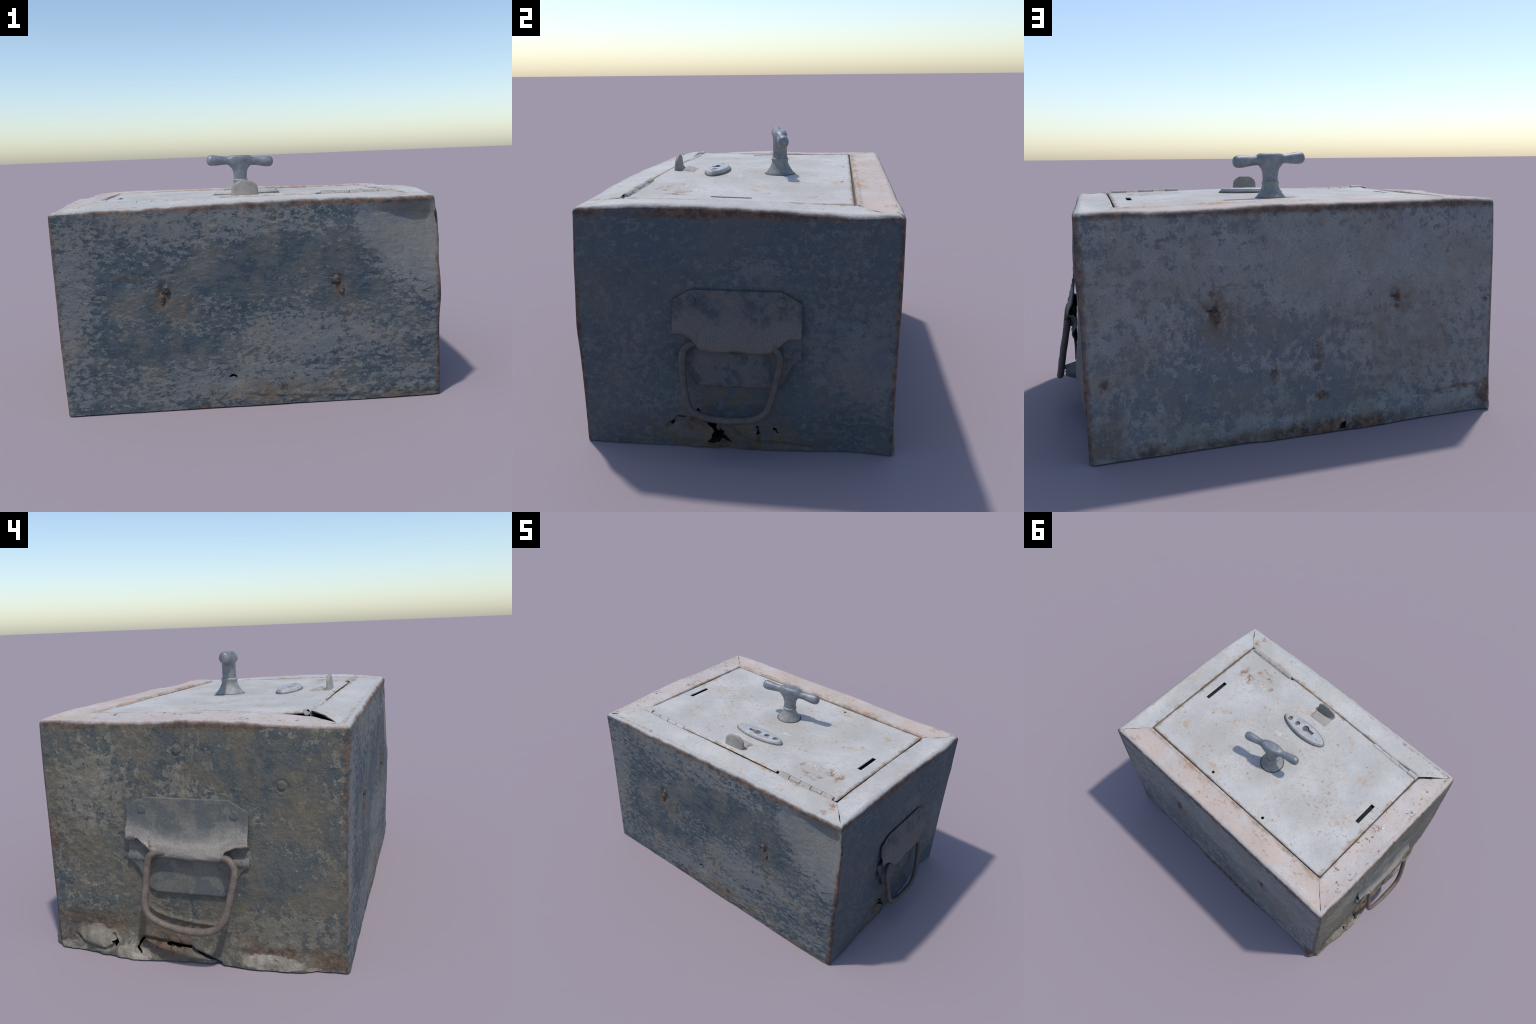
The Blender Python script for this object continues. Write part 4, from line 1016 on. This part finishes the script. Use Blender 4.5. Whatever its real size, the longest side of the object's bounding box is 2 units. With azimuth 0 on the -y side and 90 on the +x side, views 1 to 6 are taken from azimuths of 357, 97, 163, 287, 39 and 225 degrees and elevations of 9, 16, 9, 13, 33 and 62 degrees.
# ------------------------------------------------------------------ hinges
rusty_hinge = metal_material("hinge_rusty_steel", (0.29, 0.265, 0.245), (0.38, 0.36, 0.34), (0.27, 0.165, 0.10), 0.65, 0.0, 34, 0.75)
for x0, x1 in HINGES:
    hinge = None
    n = 5
    xs = np.linspace(x0, x1, n + 1)
    for i in range(n):
        a, b = xs[i] + 0.0010, xs[i + 1] - 0.0010
        r = 0.0135 if i % 2 else 0.0145
        yc = -0.447
        segs = 20
        zc = float(lid_z(np.array([(a + b) / 2]), np.array([-0.455]))[0]) - 0.003
        if x0 < 0: zc += [0.005, -0.003, -0.006, -0.008, -0.009][i]
        rings = []
        for x, rr in [(a, r * 0.80), (a + 0.002, r), (b - 0.002, r), (b, r * 0.80)]:
            rings.append([(x, yc + rr * math.cos(t), zc + rr * math.sin(t)) for t in np.linspace(0, 2 * math.pi, segs, endpoint=False)])
        v, f = loft(rings)
        # the leaf of each knuckle runs alternately onto the lid and onto the rim
        d = 1 if i % 2 else -1
        y0, y1 = yc, yc + d * 0.020
        z0, z1 = zc + r * 0.2, zc + r * 0.9
        lv = [(a, y0, z0), (b, y0, z0), (b, y1, z0 - 0.008), (a, y1, z0 - 0.008), (a, y0, z1), (b, y0, z1), (b, y1, z1 - 0.010), (a, y1, z1 - 0.010)]
        lf = [(0, 3, 2, 1), (4, 5, 6, 7), (0, 1, 5, 4), (1, 2, 6, 5), (2, 3, 7, 6), (3, 0, 4, 7)]
        o = mesh_object("hinge_knuckle", v + lv, f + [tuple(i2 + len(v) for i2 in q) for q in lf], box, rusty_hinge if x0 > 0 else hinge_metal, False)
        m = o.modifiers.new("bevel", 'BEVEL'); m.width = 0.0015; m.segments = 2; m.limit_method = 'ANGLE'; m.angle_limit = math.radians(40)

# rivet heads on the rim strips
disc("rivet", -0.745, -0.545, 0.955, 0.014, 0.008, box, hinge_rim_paint)

# ------------------------------------------------------------------ carry handles
CENTRE_PROFILE = [(0.003, 0.668), (0.006, 0.620), (0.010, 0.580), (0.016, 0.548), (0.028, 0.512), (0.042, 0.486), (0.050, 0.466), (0.051, 0.450), (0.042, 0.437), (0.026, 0.430), (0.015, 0.424), (0.013, 0.400), (0.015, 0.345), (0.018, 0.285)]
END_PROFILE = [(0.003, 0.668), (0.006, 0.622), (0.009, 0.590), (0.016, 0.563), (0.028, 0.540), (0.034, 0.520), (0.036, 0.505), (0.029, 0.497), (0.012, 0.493), (0.003, 0.480), (0.008, 0.452), (0.024, 0.425), (0.016, 0.392), (0.014, 0.285)]

def resample(prof):
    p = np.array(prof); x = np.arange(len(p))
    fx, fz = curve(list(zip(x, p[:, 0]))), curve(list(zip(x, p[:, 1])))
    return lambda q: (fx(q * (len(p) - 1)), fz(q * (len(p) - 1)))

def handle_plate(sign, yc, hw, base, mat, parent, seed, lift=1.0):
    """saddle plate: flat top riveted on, hump torn at both ends round the ring, flat skirt"""
    pc, pe = resample(CENTRE_PROFILE), resample(END_PROFILE)
    cg = np.linspace(-hw, hw, 110); qg = np.linspace(0, 1, 96)
    def f(c, q):
        tear = 0.143 + 0.012 * vnoise(q * 9, c * 0 + (c > 0) * 7, seed)
        up = smooth(0.60, 0.45, q)                     # above the fold the sheet flows, below it is torn
        w = smooth(tear - 0.012, tear + 0.062, np.abs(c)) * up + smooth(tear - 0.008, tear + 0.018, np.abs(c)) * (1 - up)
        # clipped corners
        e = np.abs(c) - (hw - 0.072)
        q0 = np.where(e > 0, e / 0.072 * 0.070, 0)
        q1 = 1 - np.where(np.abs(c) > 0.150, smooth(0.150, hw, np.abs(c)) * 0.10, 0)
        qq = q0 + (q1 - q0) * q
        xc, zc = pc(qq); xe, ze = pe(qq)
        off = xc * (1 - w) + xe * w; z = zc * (1 - w) + ze * w
        hump = smooth(0.40, 0.47, qq) * smooth(0.75, 0.6, qq)
        z = z + 0.011 * fbm(c * 16, q * 3, 3, seed) * hump - (0.006 * (c / hw) if sign < 0 else 0) * hump
        off = off + 0.0055 * fbm(c * 13, q * 8, 4, seed + 3) * smooth(0.0, 0.3, q) * smooth(1.0, 0.8, q) + 0.002
        x = sign * (base + off * lift)
        y = yc + c * sign * 1.0
        return np.stack([x, y, z], -1)
    V, F = sheet_arrays(cg, qg, f)
    F = F[:, ::-1]                                              # rows run downwards, so turn the faces outwards
    N = vertex_normals(V, F)
    Vs, Fs = thicken(V, F, N, 0.006)
    return mesh_object("handle_plate", Vs, Fs, parent, mat)

RB, LB = 0.897, 0.893
plate_r = handle_plate(1, 0.019, 0.242, RB, right_plate_paint, box, 301, 0.86)
plate_l = handle_plate(-1, -0.010, 0.247, LB, left_plate_paint, box, 401, 0.80)
tube([(0.912, 0, 0.456), (0.914, 0.09, 0.458), (0.923, 0.135, 0.465), (0.934, 0.167, 0.455), (0.941, 0.182, 0.425), (0.948, 0.180, 0.388), (0.958, 0.168, 0.333), (0.968, 0.154, 0.275),
      (0.975, 0.139, 0.233), (0.980, 0.113, 0.205), (0.984, 0.080, 0.191), (0.984, 0.020, 0.184), (0.984, -0.042, 0.184), (0.983, -0.104, 0.194), (0.979, -0.152, 0.216), (0.972, -0.169, 0.252), (0.964, -0.175, 0.293), (0.955, -0.181, 0.346),
      (0.946, -0.184, 0.399), (0.939, -0.178, 0.440), (0.930, -0.155, 0.461), (0.918, -0.12, 0.464), (0.913, -0.06, 0.457)],
     0.0142, 16, True, "carry_ring", box, ring_dark, 0.10, 11)
tube([(-0.912, -0.03, 0.448), (-0.915, 0.05, 0.452), (-0.925, 0.098, 0.457), (-0.934, 0.134, 0.442), (-0.941, 0.145, 0.398), (-0.953, 0.150, 0.325), (-0.965, 0.154, 0.260), (-0.973, 0.138, 0.217),
      (-0.979, 0.077, 0.187), (-0.982, 0.015, 0.174), (-0.983, -0.060, 0.169), (-0.981, -0.126, 0.181), (-0.974, -0.166, 0.217), (-0.963, -0.188, 0.282), (-0.952, -0.202, 0.351), (-0.942, -0.210, 0.405), (-0.936, -0.197, 0.436), (-0.926, -0.172, 0.449), (-0.915, -0.12, 0.448)],
     0.0142, 16, True, "carry_ring", box, ring_rust, 0.12, 12)
disc("rivet", RB + 0.007, 0.186, 0.627, 0.019, 0.0035, plate_r, right_plate_paint, (1, 0, 0))
disc("rivet", RB + 0.007, -0.150, 0.627, 0.017, 0.004, plate_r, right_plate_paint, (1, 0, 0))
disc("rivet", -(LB + 0.006), 0.171, 0.618, 0.018, 0.0035, plate_l, left_plate_paint, (-1, 0, 0))
disc("rivet", -(LB + 0.006), -0.202, 0.610, 0.019, 0.0035, plate_l, left_plate_paint, (-1, 0, 0))
